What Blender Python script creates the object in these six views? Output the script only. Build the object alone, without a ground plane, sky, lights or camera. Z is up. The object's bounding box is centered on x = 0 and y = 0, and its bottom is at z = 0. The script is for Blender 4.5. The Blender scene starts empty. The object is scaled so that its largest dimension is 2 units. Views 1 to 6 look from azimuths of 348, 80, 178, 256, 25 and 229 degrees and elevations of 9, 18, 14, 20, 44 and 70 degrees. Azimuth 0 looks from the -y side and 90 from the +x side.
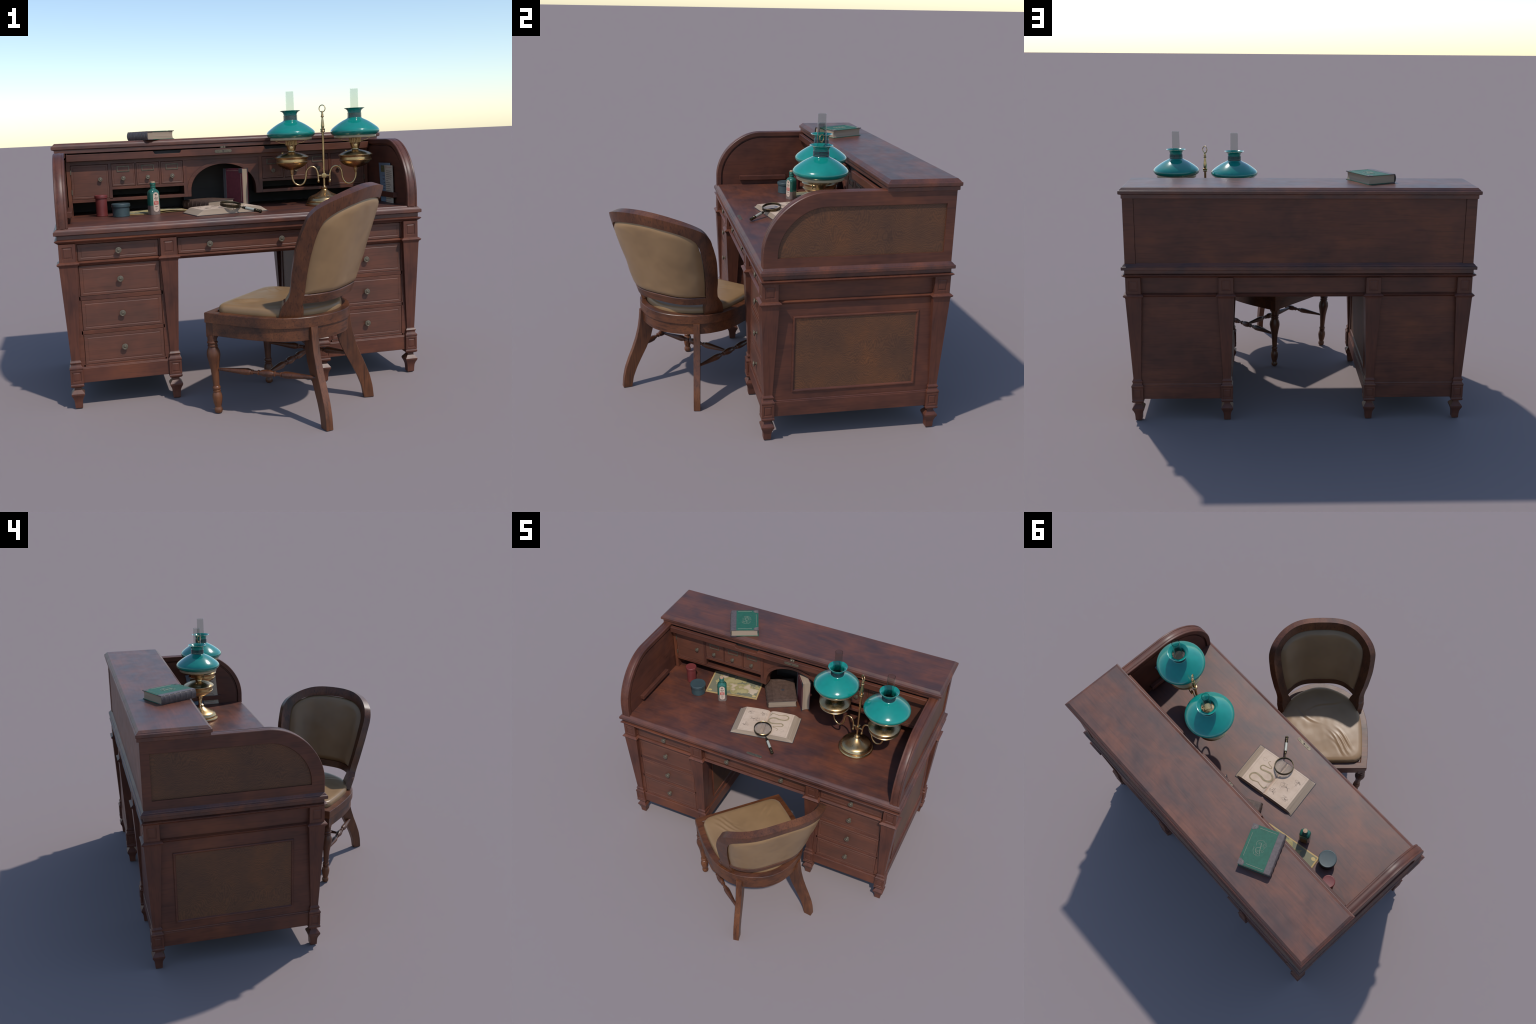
import bpy, bmesh, math, random
from mathutils import Vector, Matrix, noise

random.seed(7)
SCN = bpy.context.scene
COL = SCN.collection

# =====================================================================
#  MATERIALS  (procedural only)
# =====================================================================
def new_mat(name):
    m = bpy.data.materials.new(name)
    m.use_nodes = True
    nt = m.node_tree
    nt.nodes.clear()
    out = nt.nodes.new('ShaderNodeOutputMaterial')
    b = nt.nodes.new('ShaderNodeBsdfPrincipled')
    nt.links.new(b.outputs[0], out.inputs[0])
    return m, nt, b

class N:
    """tiny helper around a node tree"""
    def __init__(self, nt):
        self.nt = nt
    def node(self, kind, **kw):
        n = self.nt.nodes.new(kind)
        for k, v in kw.items():
            setattr(n, k, v)
        return n
    def link(self, a, b):
        self.nt.links.new(a, b)
    def coords(self, scale=(1, 1, 1), rot=(0, 0, 0), loc=(0, 0, 0)):
        tc = self.node('ShaderNodeTexCoord')
        mp = self.node('ShaderNodeMapping')
        mp.inputs['Scale'].default_value = scale
        mp.inputs['Rotation'].default_value = rot
        mp.inputs['Location'].default_value = loc
        self.link(tc.outputs['Object'], mp.inputs['Vector'])
        return mp.outputs[0]
    def noise(self, vec, scale, detail=4, rough=0.55, dist=0.0):
        n = self.node('ShaderNodeTexNoise')
        n.inputs['Scale'].default_value = scale
        n.inputs['Detail'].default_value = detail
        n.inputs['Roughness'].default_value = rough
        n.inputs['Distortion'].default_value = dist
        self.link(vec, n.inputs['Vector'])
        return n.outputs['Fac']
    def ramp(self, fac, stops, interp='LINEAR'):
        r = self.node('ShaderNodeValToRGB')
        cr = r.color_ramp
        cr.interpolation = interp
        while len(cr.elements) < len(stops):
            cr.elements.new(0.5)
        for e, (p, c) in zip(cr.elements, stops):
            e.position = p
            e.color = (c[0], c[1], c[2], 1) if not isinstance(c, float) else (c, c, c, 1)
        self.link(fac, r.inputs[0])
        return r.outputs[0]
    def mix(self, a, b, fac, mode='MIX'):
        m = self.node('ShaderNodeMix', data_type='RGBA', blend_type=mode)
        for sock, v in ((m.inputs[6], a), (m.inputs[7], b), (m.inputs[0], fac)):
            if hasattr(v, 'is_linked'):
                self.link(v, sock)
            elif isinstance(v, (int, float)):
                sock.default_value = v
            else:
                sock.default_value = (v[0], v[1], v[2], 1)
        return m.outputs[2]
    def math(self, op, a, b=0.0, c=0.0):
        m = self.node('ShaderNodeMath', operation=op)
        for i, v in enumerate((a, b, c)):
            if hasattr(v, 'is_linked'):
                self.link(v, m.inputs[i])
            else:
                m.inputs[i].default_value = v
        return m.outputs[0]
    def xyz(self, vec):
        s = self.node('ShaderNodeSeparateXYZ')
        self.link(vec, s.inputs[0])
        return s.outputs
    def bump(self, bsdf, height, strength=0.1, dist=0.002):
        b = self.node('ShaderNodeBump')
        b.inputs['Strength'].default_value = strength
        b.inputs['Distance'].default_value = dist
        self.link(height, b.inputs['Height'])
        self.link(b.outputs[0], bsdf.inputs['Normal'])

STRETCH = {'x': (0.22, 1, 1), 'y': (1, 0.22, 1), 'z': (1, 1, 0.22)}

def wood(name, axis, dark, mid, light, rough=0.42, patch=4.0, streak=0.35, spec=0.5, grain_scale=46, vein=0.35):
    """mottled tone + long grain streaks + fine flecks"""
    m, nt, b = new_mat(name)
    n = N(nt)
    s = STRETCH[axis]
    big = n.noise(n.coords(tuple(0.5 + 0.5 * c for c in s)), patch, 5, 0.60, 0.4)
    base = n.ramp(big, [(0.33, dark), (0.50, mid), (0.69, light)])
    grain = n.noise(n.coords(tuple(c ** 1.6 for c in s)), grain_scale, 5, 0.62, 0.8)
    g = n.ramp(grain, [(0.28, (0.66, 0.66, 0.68)), (0.52, (1.0, 1.0, 1.0)), (0.72, (1.16, 1.13, 1.10))])
    c = n.mix(base, g, streak * 2, 'MULTIPLY')
    veins = n.noise(n.coords(tuple(c ** 2.0 for c in s), (0, 0, 0), (1.7, 0.4, 2.3)), grain_scale * 2.4, 3, 0.55, 0.3)
    c = n.mix(c, n.ramp(veins, [(0.34, (0.52, 0.50, 0.52)), (0.46, (1.0, 1.0, 1.0))]), vein, 'MULTIPLY')
    cloud = n.noise(n.coords((1, 1, 1), (0.3, 0.7, 0.2)), 15, 3, 0.55)
    c = n.mix(c, n.ramp(cloud, [(0.35, (0.90, 0.91, 0.93)), (0.65, (1.06, 1.04, 1.02))]), 0.8, 'MULTIPLY')
    n.link(c, b.inputs['Base Color'])
    n.link(n.ramp(cloud, [(0.3, rough - 0.03), (0.7, rough + 0.04)]), b.inputs['Roughness'])
    b.inputs['Specular IOR Level'].default_value = spec
    n.bump(b, grain, 0.06, 0.001)
    return m

MD, MM, ML = (0.076, 0.027, 0.018), (0.110, 0.036, 0.021), (0.150, 0.047, 0.022)
W_X = wood('mahogany_long', 'x', MD, MM, ML, spec=0.42)
W_Y = wood('mahogany_deep', 'y', MD, MM, ML, spec=0.42)
W_Z = wood('mahogany_upright', 'z', MD, MM, ML, spec=0.42)
W_TOP = wood('mahogany_polished_top', 'x', (0.064, 0.027, 0.022), (0.102, 0.035, 0.022), (0.152, 0.046, 0.022),
             rough=0.42, patch=8.0, streak=0.30, spec=0.6)
W_DRAWER = wood('mahogany_drawer_front', 'x', (0.094, 0.037, 0.023), (0.116, 0.041, 0.024), (0.142, 0.046, 0.024),
                rough=0.48, patch=5.0, streak=0.28)
W_DARK = wood('near_black_interior', 'x', (0.014, 0.011, 0.009), (0.020, 0.015, 0.012), (0.028, 0.019, 0.015), rough=0.65)  # near-black brown for the boards and linings inside the hutch
CD, CM, CL = (0.050, 0.018, 0.009), (0.108, 0.035, 0.013), (0.155, 0.053, 0.018)
C_X = wood('walnut_long', 'x', CD, CM, CL, rough=0.40, patch=6, streak=0.5, grain_scale=60, vein=0.9)
C_Z = wood('walnut_upright', 'z', CD, CM, CL, rough=0.40, patch=6, streak=0.5, grain_scale=60, vein=0.9)

def veneer():
    """crown-cut figure: stacked wavy grain lines over a brown mottled ground"""
    m, nt, b = new_mat('flame_veneer')
    n = N(nt)
    v = n.coords((1, 1, 1))
    x, y, z = n.xyz(v)
    warp = n.noise(n.coords((1, 1.3, 0.8)), 4.2, 2, 0.5)
    rip = n.noise(n.coords((1, 3.2, 1.2)), 9, 3, 0.6)
    h = n.math('ADD', n.math('MULTIPLY', z, 1.0), n.math('ADD', n.math('MULTIPLY', warp, 0.42), n.math('MULTIPLY', rip, 0.06)))
    line = n.math('SINE', n.math('MULTIPLY', h, 500))
    fine = n.noise(n.coords((1, 0.5, 3)), 60, 4, 0.65)
    big = n.noise(v, 5, 4, 0.6)
    base = n.ramp(big, [(0.30, (0.090, 0.041, 0.023)), (0.52, (0.114, 0.049, 0.024)), (0.72, (0.148, 0.057, 0.023))])
    lines = n.ramp(n.math('MULTIPLY_ADD', line, 0.5, 0.5), [(0.0, (0.77, 0.79, 0.82)), (1.0, (1.19, 1.16, 1.08))])
    c = n.mix(base, lines, 0.8, 'MULTIPLY')
    c = n.mix(c, n.ramp(fine, [(0.3, (0.78, 0.79, 0.81)), (0.7, (1.16, 1.13, 1.08))]), 0.8, 'MULTIPLY')
    n.link(c, b.inputs['Base Color'])
    b.inputs['Roughness'].default_value = 0.52
    b.inputs['Specular IOR Level'].default_value = 0.4
    return m
VENEER = veneer()

def leather():
    m, nt, b = new_mat('tan_leather')
    n = N(nt)
    v = n.coords()
    big = n.noise(v, 5, 4, 0.6)
    c = n.ramp(big, [(0.3, (0.228, 0.134, 0.064)), (0.5, (0.266, 0.157, 0.075)), (0.75, (0.300, 0.181, 0.088))])
    n.link(c, b.inputs['Base Color'])
    fine = n.noise(v, 160, 3, 0.6)
    b.inputs['Roughness'].default_value = 0.38
    b.inputs['Specular IOR Level'].default_value = 0.45
    n.bump(b, fine, 0.10, 0.0008)
    return m
LEATHER = leather()

def metal(name, c0, c1, rough=0.28, metallic=1.0, scale=30):
    m, nt, b = new_mat(name)
    n = N(nt)
    f = n.noise(n.coords(), scale, 5, 0.65)
    n.link(n.ramp(f, [(0.34, c0), (0.62, c1)]), b.inputs['Base Color'])
    b.inputs['Metallic'].default_value = metallic
    n.link(n.ramp(f, [(0.3, rough + 0.12), (0.7, rough - 0.04)]), b.inputs['Roughness'])
    return m
BRASS = metal('aged_brass', (0.47, 0.310, 0.145), (0.59, 0.405, 0.205), 0.26, 1.0, 18)
PEWTER = metal('tarnished_knob_metal', (0.115, 0.093, 0.064), (0.190, 0.158, 0.114), 0.45, 0.55, 60)
HINGE = metal('dull_plate_metal', (0.105, 0.088, 0.060), (0.16, 0.13, 0.09), 0.42, 0.55, 60)
DARKMETAL = metal('blackened_brass', (0.018, 0.017, 0.015), (0.11, 0.080, 0.040), 0.30, 0.85, 45)

def plain(name, col, rough=0.5, spec=0.5, coat=0.0, var=0.12, scale=25, **kw):
    m, nt, b = new_mat(name)
    n = N(nt)
    f = n.noise(n.coords(), scale, 4, 0.6)
    lo = tuple(c * (1 - var) for c in col)
    hi = tuple(min(1, c * (1 + var)) for c in col)
    n.link(n.ramp(f, [(0.3, lo), (0.7, hi)]), b.inputs['Base Color'])
    b.inputs['Roughness'].default_value = rough
    b.inputs['Specular IOR Level'].default_value = spec
    b.inputs['Coat Weight'].default_value = coat
    b.inputs['Coat Roughness'].default_value = 0.06
    for k, v in kw.items():
        b.inputs[k].default_value = v
    return m
SHADE = plain('green_cased_glass', (0.004, 0.205, 0.165), 0.16, 0.5, 0.6, 0.10, 14)
SHADE_BAND = plain('dark_green_bands', (0.012, 0.034, 0.042), 0.2, 0.5, 0.3)
OPAL = plain('cream_opal_glass', (0.40, 0.30, 0.17), 0.3, 0.5, 0.2)
RED_TIN = plain('red_enamel', (0.150, 0.028, 0.026), 0.45)
BLUE_TIN = plain('slate_blue_enamel', (0.036, 0.058, 0.062), 0.45)
CORK = plain('cork', (0.38, 0.25, 0.16), 0.8, 0.2, 0, 0.25, 120)
IVORY = plain('ivory', (0.36, 0.35, 0.285), 0.3)
INK = plain('printed_ink', (0.075, 0.058, 0.050), 0.8, 0.2)
FAINT_INK = plain('faint_ink', (0.30, 0.235, 0.175), 0.8, 0.2)
LABEL_RED = plain('label_red', (0.42, 0.050, 0.045), 0.6, 0.3)
LABEL = plain('label_paper', (0.60, 0.44, 0.34), 0.7, 0.3)
LABEL_BACK = plain('brown_label_paper', (0.17, 0.105, 0.055), 0.7, 0.3)
GOLD_INK = plain('gilt_print', (0.30, 0.29, 0.21), 0.5, 0.4)
SNAKE = plain('painted_snake', (0.27, 0.225, 0.145), 0.75, 0.2, 0, 0.3, 60)
SNAKE_EDGE = plain('painted_snake_ochre', (0.38, 0.265, 0.150), 0.75, 0.2)
BLUE_PAPER = plain('blue_letter_paper', (0.16, 0.215, 0.275), 0.75, 0.2)
CREAM_PAPER = plain('cream_letter_paper', (0.47, 0.40, 0.31), 0.75, 0.2)
STAMP = plain('stamp_print', (0.12, 0.12, 0.055), 0.75, 0.2, 0, 0.6, 200)
GREEN_CLOTH = plain('green_book_cloth', (0.018, 0.098, 0.060), 0.6, 0.35, 0, 0.16, 90)
GREY_LEATHER = plain('grey_violet_book_leather', (0.098, 0.074, 0.072), 0.5, 0.4, 0, 0.25, 60)
BROWN_LEATHER = plain('dark_brown_book_leather', (0.076, 0.045, 0.033), 0.55, 0.4, 0, 0.3, 50)
BROWN_PANEL = plain('brown_book_panel', (0.094, 0.056, 0.041), 0.55, 0.4, 0, 0.25, 50)
RED_CLOTH = plain('maroon_book_cloth', (0.098, 0.018, 0.026), 0.6, 0.35, 0, 0.15, 60)
COVER_GREY = plain('grey_book_board', (0.052, 0.048, 0.052), 0.6, 0.35)

def pages(axis):
    m, nt, b = new_mat('book_pages_' + axis)
    n = N(nt)
    sc = {'z': (3, 3, 420), 'x': (420, 3, 3)}[axis]
    f = n.noise(n.coords(sc), 1.0, 3, 0.7)
    n.link(n.ramp(f, [(0.3, (0.26, 0.190, 0.132)), (0.7, (0.39, 0.290, 0.205))]), b.inputs['Base Color'])
    b.inputs['Roughness'].default_value = 0.8
    return m
PAGES = pages('z')

def page_face():
    m, nt, b = new_mat('open_page')
    n = N(nt)
    f = n.noise(n.coords(), 14, 4, 0.6)
    n.link(n.ramp(f, [(0.3, (0.48, 0.345, 0.245)), (0.6, (0.57, 0.425, 0.315))]), b.inputs['Base Color'])
    b.inputs['Roughness'].default_value = 0.75
    return m
PAGE_FACE = page_face()

def glass(name, col, ior, rough=0.02, trans=1.0):
    m, nt, b = new_mat(name)
    b.inputs['Base Color'].default_value = (*col, 1)
    b.inputs['Transmission Weight'].default_value = trans
    b.inputs['IOR'].default_value = ior
    b.inputs['Roughness'].default_value = rough
    return m
CHIMNEY = glass('chimney_glass', (0.80, 0.835, 0.82), 1.12)
LENS = glass('lens_glass', (0.97, 0.97, 0.96), 1.25, 0.0)

def bottle_mat():
    m, nt, b = new_mat('green_bottle_glass')
    n = N(nt)
    z = n.xyz(n.coords())[2]
    k = n.math('GREATER_THAN', z, 0.053)
    f = n.noise(n.coords(), 20, 3)
    up = n.ramp(f, [(0.3, (0.012, 0.085, 0.060)), (0.7, (0.020, 0.125, 0.088))])
    lo = n.ramp(f, [(0.3, (0.150, 0.108, 0.090)), (0.7, (0.185, 0.135, 0.112))])
    n.link(n.mix(lo, up, k), b.inputs['Base Color'])
    b.inputs['Roughness'].default_value = 0.18
    b.inputs['Coat Weight'].default_value = 0.4
    return m
BOTTLE = bottle_mat()

def map_mat(w, h):
    m, nt, b = new_mat('old_printed_map')
    n = N(nt)
    v = n.coords()
    x, y, z = n.xyz(v)
    land = n.noise(v, 9, 7, 0.62)
    tint = n.noise(n.coords((1, 1, 1), (0, 0, 0.5), (3, 1, 0)), 9, 3, 0.5)
    sea = n.ramp(tint, [(0.3, (0.165, 0.160, 0.105)), (0.7, (0.205, 0.19, 0.12))])
    earth = n.ramp(tint, [(0.38, (0.40, 0.33, 0.16)), (0.48, (0.30, 0.25, 0.10)), (0.54, (0.50, 0.38, 0.26)), (0.7, (0.55, 0.43, 0.31))])
    ctr = n.math('MULTIPLY', n.math('ADD', n.math('MULTIPLY', x, x), n.math('MULTIPLY', y, n.math('MULTIPLY', y, 2.0))), 6.0)
    c = n.mix(sea, earth, n.ramp(n.math('SUBTRACT', land, ctr), [(0.395, 0.0), (0.415, 1.0)]))
    ed = n.math('MAXIMUM', n.math('DIVIDE', n.math('ABSOLUTE', x), w / 2), n.math('DIVIDE', n.math('ABSOLUTE', y), h / 2))
    c = n.mix(c, (0.46, 0.31, 0.13), n.math('GREATER_THAN', ed, 0.945))
    for cx in (-w * 0.43, w * 0.43):
        dx = n.math('SUBTRACT', x, cx)
        dy = n.math('MULTIPLY', n.math('ADD', y, h * 0.40), 1.3)
        d = n.math('SQRT', n.math('ADD', n.math('MULTIPLY', dx, dx), n.math('MULTIPLY', dy, dy)))
        c = n.mix(c, (0.50, 0.37, 0.16), n.math('LESS_THAN', d, 0.014))
    n.link(c, b.inputs['Base Color'])
    b.inputs['Roughness'].default_value = 0.7
    b.inputs['Specular IOR Level'].default_value = 0.3
    return m

# =====================================================================
#  GEOMETRY BUILDER
# =====================================================================
def AX(axis):
    """(a, b, h) -> xyz for a stack that grows along the given direction"""
    return {'z': lambda a, b, h: Vector((a, b, h)),
            'x': lambda a, b, h: Vector((h, a, b)),
            '-x': lambda a, b, h: Vector((-h, a, b)),
            'y': lambda a, b, h: Vector((a, h, b)),
            '-y': lambda a, b, h: Vector((a, -h, b))}[axis]

class Build:
    def __init__(self):
        self.bm = bmesh.new()
        self.mi = 0
        self.mats = []
    def mat(self, m):
        if m not in self.mats:
            self.mats.append(m)
        self.mi = self.mats.index(m)
        return self
    def face(self, vs):
        try:
            f = self.bm.faces.new(vs)
            f.material_index = self.mi
            return f
        except ValueError:
            return None
    def loft(self, rings, closed=True, cap0=True, cap1=True, ring_closed=False):
        rows = [[self.bm.verts.new(p) for p in r] for r in rings]
        k = len(rows[0])
        pairs = list(zip(rows[:-1], rows[1:]))
        if ring_closed:
            pairs.append((rows[-1], rows[0]))
        for a, b in pairs:
            for i in range(k if closed else k - 1):
                j = (i + 1) % k
                self.face((a[i], a[j], b[j], b[i]))
        if closed and not ring_closed:
            if cap0:
                self.face(rows[0][::-1])
            if cap1:
                self.face(rows[-1])
        return rows
    def stack(self, rect, rings, axis='z', cap0=True, cap1=True, ring_closed=False):
        a0, a1, b0, b1 = rect
        F = AX(axis)
        rs = []
        for ins, h in rings:
            rs.append([F(a0 + ins, b0 + ins, h), F(a1 - ins, b0 + ins, h), F(a1 - ins, b1 - ins, h), F(a0 + ins, b1 - ins, h)])
        self.loft(rs, True, cap0, cap1, ring_closed)
        return self
    def box(self, x0, x1, y0, y1, z0, z1, c=0.002):
        c = min(c, (x1 - x0) * .3, (y1 - y0) * .3, (z1 - z0) * .3)
        return self.stack((x0, x1, y0, y1), [(c, z0), (0, z0 + c), (0, z1 - c), (c, z1)])
    def lathe(self, prof, org=(0, 0, 0), axis='z', n=32, cap0=True, cap1=True):
        F = AX(axis)
        o = Vector(org)
        rs = []
        for r, h in prof:
            r = max(r, 1e-5)
            rs.append([o + F(r * math.cos(2 * math.pi * i / n), r * math.sin(2 * math.pi * i / n), h) for i in range(n)])
        self.loft(rs, True, cap0, cap1)
        return self
    def tube(self, path, rad, n=10, closed=False, caps=True):
        path = [Vector(p) for p in path]
        k = len(path)
        rads = rad if isinstance(rad, (list, tuple)) else [rad] * k
        rs = []
        ref = None
        for i, p in enumerate(path):
            a = path[(i - 1) % k] if (closed or i > 0) else p
            b = path[(i + 1) % k] if (closed or i < k - 1) else p
            t = (b - a).normalized()
            if ref is None:
                ref = Vector((0, 0, 1)) if abs(t.z) < 0.9 else Vector((1, 0, 0))
            u = (ref - t * ref.dot(t)).normalized()
            ref = u
            w = t.cross(u)
            rs.append([p + (u * math.cos(2 * math.pi * j / n) + w * math.sin(2 * math.pi * j / n)) * rads[i] for j in range(n)])
        self.loft(rs, True, caps, caps, ring_closed=closed)
        return self
    def prism(self, poly, axis, h0, h1, c=0.0):
        F = AX(axis)
        if c <= 0:
            rs = [[F(a, b, h) for a, b in poly] for h in (h0, h1)]
        else:
            pi = inset(poly, c)
            rs = [[F(a, b, h0) for a, b in pi], [F(a, b, h0 + c) for a, b in poly],
                  [F(a, b, h1 - c) for a, b in poly], [F(a, b, h1) for a, b in pi]]
        self.loft(rs)
        return self
    def done(self, name, parent=None, M=None, smooth=32, loc=None, double=None):
        bm = self.bm
        if double:
            bmesh.ops.remove_doubles(bm, verts=bm.verts, dist=double)
        bmesh.ops.recalc_face_normals(bm, faces=bm.faces)
        if M is not None:
            bmesh.ops.transform(bm, matrix=M, verts=bm.verts)
        lim = math.radians(smooth)
        for f in bm.faces:
            f.smooth = True
        for e in bm.edges:
            if len(e.link_faces) == 2:
                e.smooth = e.calc_face_angle(0) < lim
            else:
                e.smooth = False
        me = bpy.data.meshes.new(name)
        bm.to_mesh(me)
        bm.free()
        for m in self.mats:
            me.materials.append(m)
        ob = bpy.data.objects.new(name, me)
        COL.objects.link(ob)
        wn = ob.modifiers.new('weighted_normals', 'WEIGHTED_NORMAL')
        wn.keep_sharp = True
        wn.mode = 'FACE_AREA'
        if parent is not None:
            ob.parent = parent
        if loc is not None:
            ob.location = loc
        return ob

def inset(poly, d):
    """offset a closed ccw/cw polygon inward by d"""
    k = len(poly)
    area = sum(poly[i][0] * poly[(i + 1) % k][1] - poly[(i + 1) % k][0] * poly[i][1] for i in range(k))
    s = 1 if area > 0 else -1
    out = []
    for i in range(k):
        p, c, q = Vector(poly[i - 1]), Vector(poly[i]), Vector(poly[(i + 1) % k])
        e1 = (c - p)
        e2 = (q - c)
        if e1.length < 1e-9 or e2.length < 1e-9:
            out.append(tuple(c))
            continue
        n1 = Vector((-e1.y, e1.x)).normalized() * s
        n2 = Vector((-e2.y, e2.x)).normalized() * s
        m = (n1 + n2)
        if m.length < 1e-6:
            m = n1
        m.normalize()
        out.append(tuple(c + m * (d / max(0.3, m.dot(n1)))))
    return out

def catmull(pts, per=8, closed=False):
    pts = [Vector(p) for p in pts]
    k = len(pts)
    out = []
    for i in range(k if closed else k - 1):
        if closed:
            p0, p1, p2, p3 = pts[i - 1], pts[i], pts[(i + 1) % k], pts[(i + 2) % k]
        else:
            p0, p1, p2, p3 = pts[max(i - 1, 0)], pts[i], pts[i + 1], pts[min(i + 2, k - 1)]
        for j in range(per):
            t = j / per
            out.append(0.5 * ((2 * p1) + (p2 - p0) * t + (2 * p0 - 5 * p1 + 4 * p2 - p3) * t * t + (3 * p1 - p0 - 3 * p2 + p3) * t ** 3))
    if not closed:
        out.append(pts[-1])
    return out

def interp(tab, x):
    if x <= tab[0][0]:
        return tab[0][1]
    for (x0, y0), (x1, y1) in zip(tab[:-1], tab[1:]):
        if x <= x1:
            return y0 + (y1 - y0) * (x - x0) / (x1 - x0)
    return tab[-1][1]

def thing(name, loc, rotz, label, category):
    e = bpy.data.objects.new(name, None)
    e.empty_display_size = 0.1
    COL.objects.link(e)
    e.location = loc
    e.rotation_euler = (0, 0, rotz)
    e['label'] = label
    e['category'] = category
    return e

def instance(src, loc, parent, rot=None, scale=None):
    o = src.copy()
    COL.objects.link(o)
    o.parent = parent
    o.location = loc
    if rot:
        o.rotation_euler = rot
    if scale:
        o.scale = scale
    return o

# =====================================================================
#  ROLL-TOP DESK
# =====================================================================
YC = 0.3625                       # desk centre in y
DESK = thing('roll_top_desk', (0, YC, 0), 0, 'antique dark mahogany roll top pedestal writing desk', 'desk')
T0 = Matrix.Translation((0, -YC, 0))
XO, XI = 0.938, 0.418             # post centre lines (outer, inner)
YF, YB = -0.0865, 0.8115          # post centre lines (front, back)
Z_TOP = 0.965

def D(b, name, smooth=14):
    return b.done(name, DESK, T0, smooth)

# --- feet and tapering posts (one mesh each, repeated eight times) ----
def sq(b, rings):
    b.loft([[Vector((sx * r, sy * r, z)) for sx, sy in ((-1, -1), (1, -1), (1, 1), (-1, 1))] for r, z in rings])

def framed_block(b, hw, z0, z1, m):
    """square block whose four faces carry a sunk square field"""
    sq(b, [(hw - .0045, z0), (hw - .003, z0 + .0015), (hw - .003, z1 - .0015), (hw - .0045, z1)])
    for ax in ('x', '-x', 'y', '-y'):
        b.stack((-hw + .0006, hw - .0006, z0, z1),
                [(0, hw - .006), (0, hw - .001), (.001, hw), (m, hw), (m + .002, hw - .0028), (m + .006, hw - .0028), (m + .009, hw - .0012)], ax)

b = Build().mat(W_Z)
sq(b, [(.014, 0), (.0180, .002), (.0195, .006), (.0205, .030), (.0220, .045), (.0270, .060), (.0325, .071), (.0342, .075), (.0345, .083), (.0325, .086), (.0240, .097), (.0175, .105), (.0170, .112),
       (.0200, .1145), (.0270, .117), (.0325, .1215), (.0345, .126), (.0345, .131), (.0325, .135), (.0310, .138)])
framed_block(b, .0335, .138, .212, .010)
foot = b.done('foot', DESK, loc=(XO, YF - YC, 0), smooth=14)

b = Build().mat(W_Z)
sq(b, [(.0300, .210), (.0325, .213), (.0345, .216), (.0350, .222), (.0335, .227), (.0290, .231), (.0265, .236), (.0255, .243), (.0290, .247), (.0295, .252),
       (.0255, .257), (.0230, .262), (.0225, .268), (.0455, .758), (.0470, .762), (.0475, .766), (.0520, .768), (.0565, .774), (.0570, .777), (.0540, .780), (.0480, .784), (.0425, .787)])
framed_block(b, .0425, .786, .880, .0165)
post = b.done('corner_post', DESK, loc=(XO, YF - YC, 0), smooth=14)
for x in (-XO, -XI, XI, XO):
    for y in (YF, YB):
        if (x, y) != (XO, YF):
            instance(foot, (x, y - YC, 0), DESK)
            instance(post, (x, y - YC, 0), DESK)

# --- the moulded edges ------------------------------------------------
FOOTPRINT = (-1.0, 1.0, -0.14, 0.865)
b = Build().mat(W_TOP)
b.stack(FOOTPRINT, [(.017, .901), (.0155, .904), (.0155, .922), (.010, .924), (.002, .926), (0, .928), (0, .943), (.0025, .9455), (.0065, .947),
                    (.0085, .951), (.0135, .956), (.0180, .960), (.0205, .9635), (.024, .965)])
D(b, 'writing_top')
b = Build().mat(W_X)
b.stack(FOOTPRINT, [(.020, .877), (.018, .881), (.012, .885), (.005, .891), (.0015, .894), (.0015, .8965), (.006, .899), (.017, .9015)])
D(b, 'upper_moulding')

# --- pedestals --------------------------------------------------------
def ledge(b, axis, a0, a1, face):
    """small moulded rail running between two post caps"""
    F = AX(axis)
    prof = [(-.02, .760), (.000, .760), (.004, .763), (.011, .770), (.016, .7745), (.0165, .777), (.012, .7795), (.003, .784), (-.02, .784)]
    b.loft([[F(a, z, face + d) for d, z in prof] for a in (a0, a1)])

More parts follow.
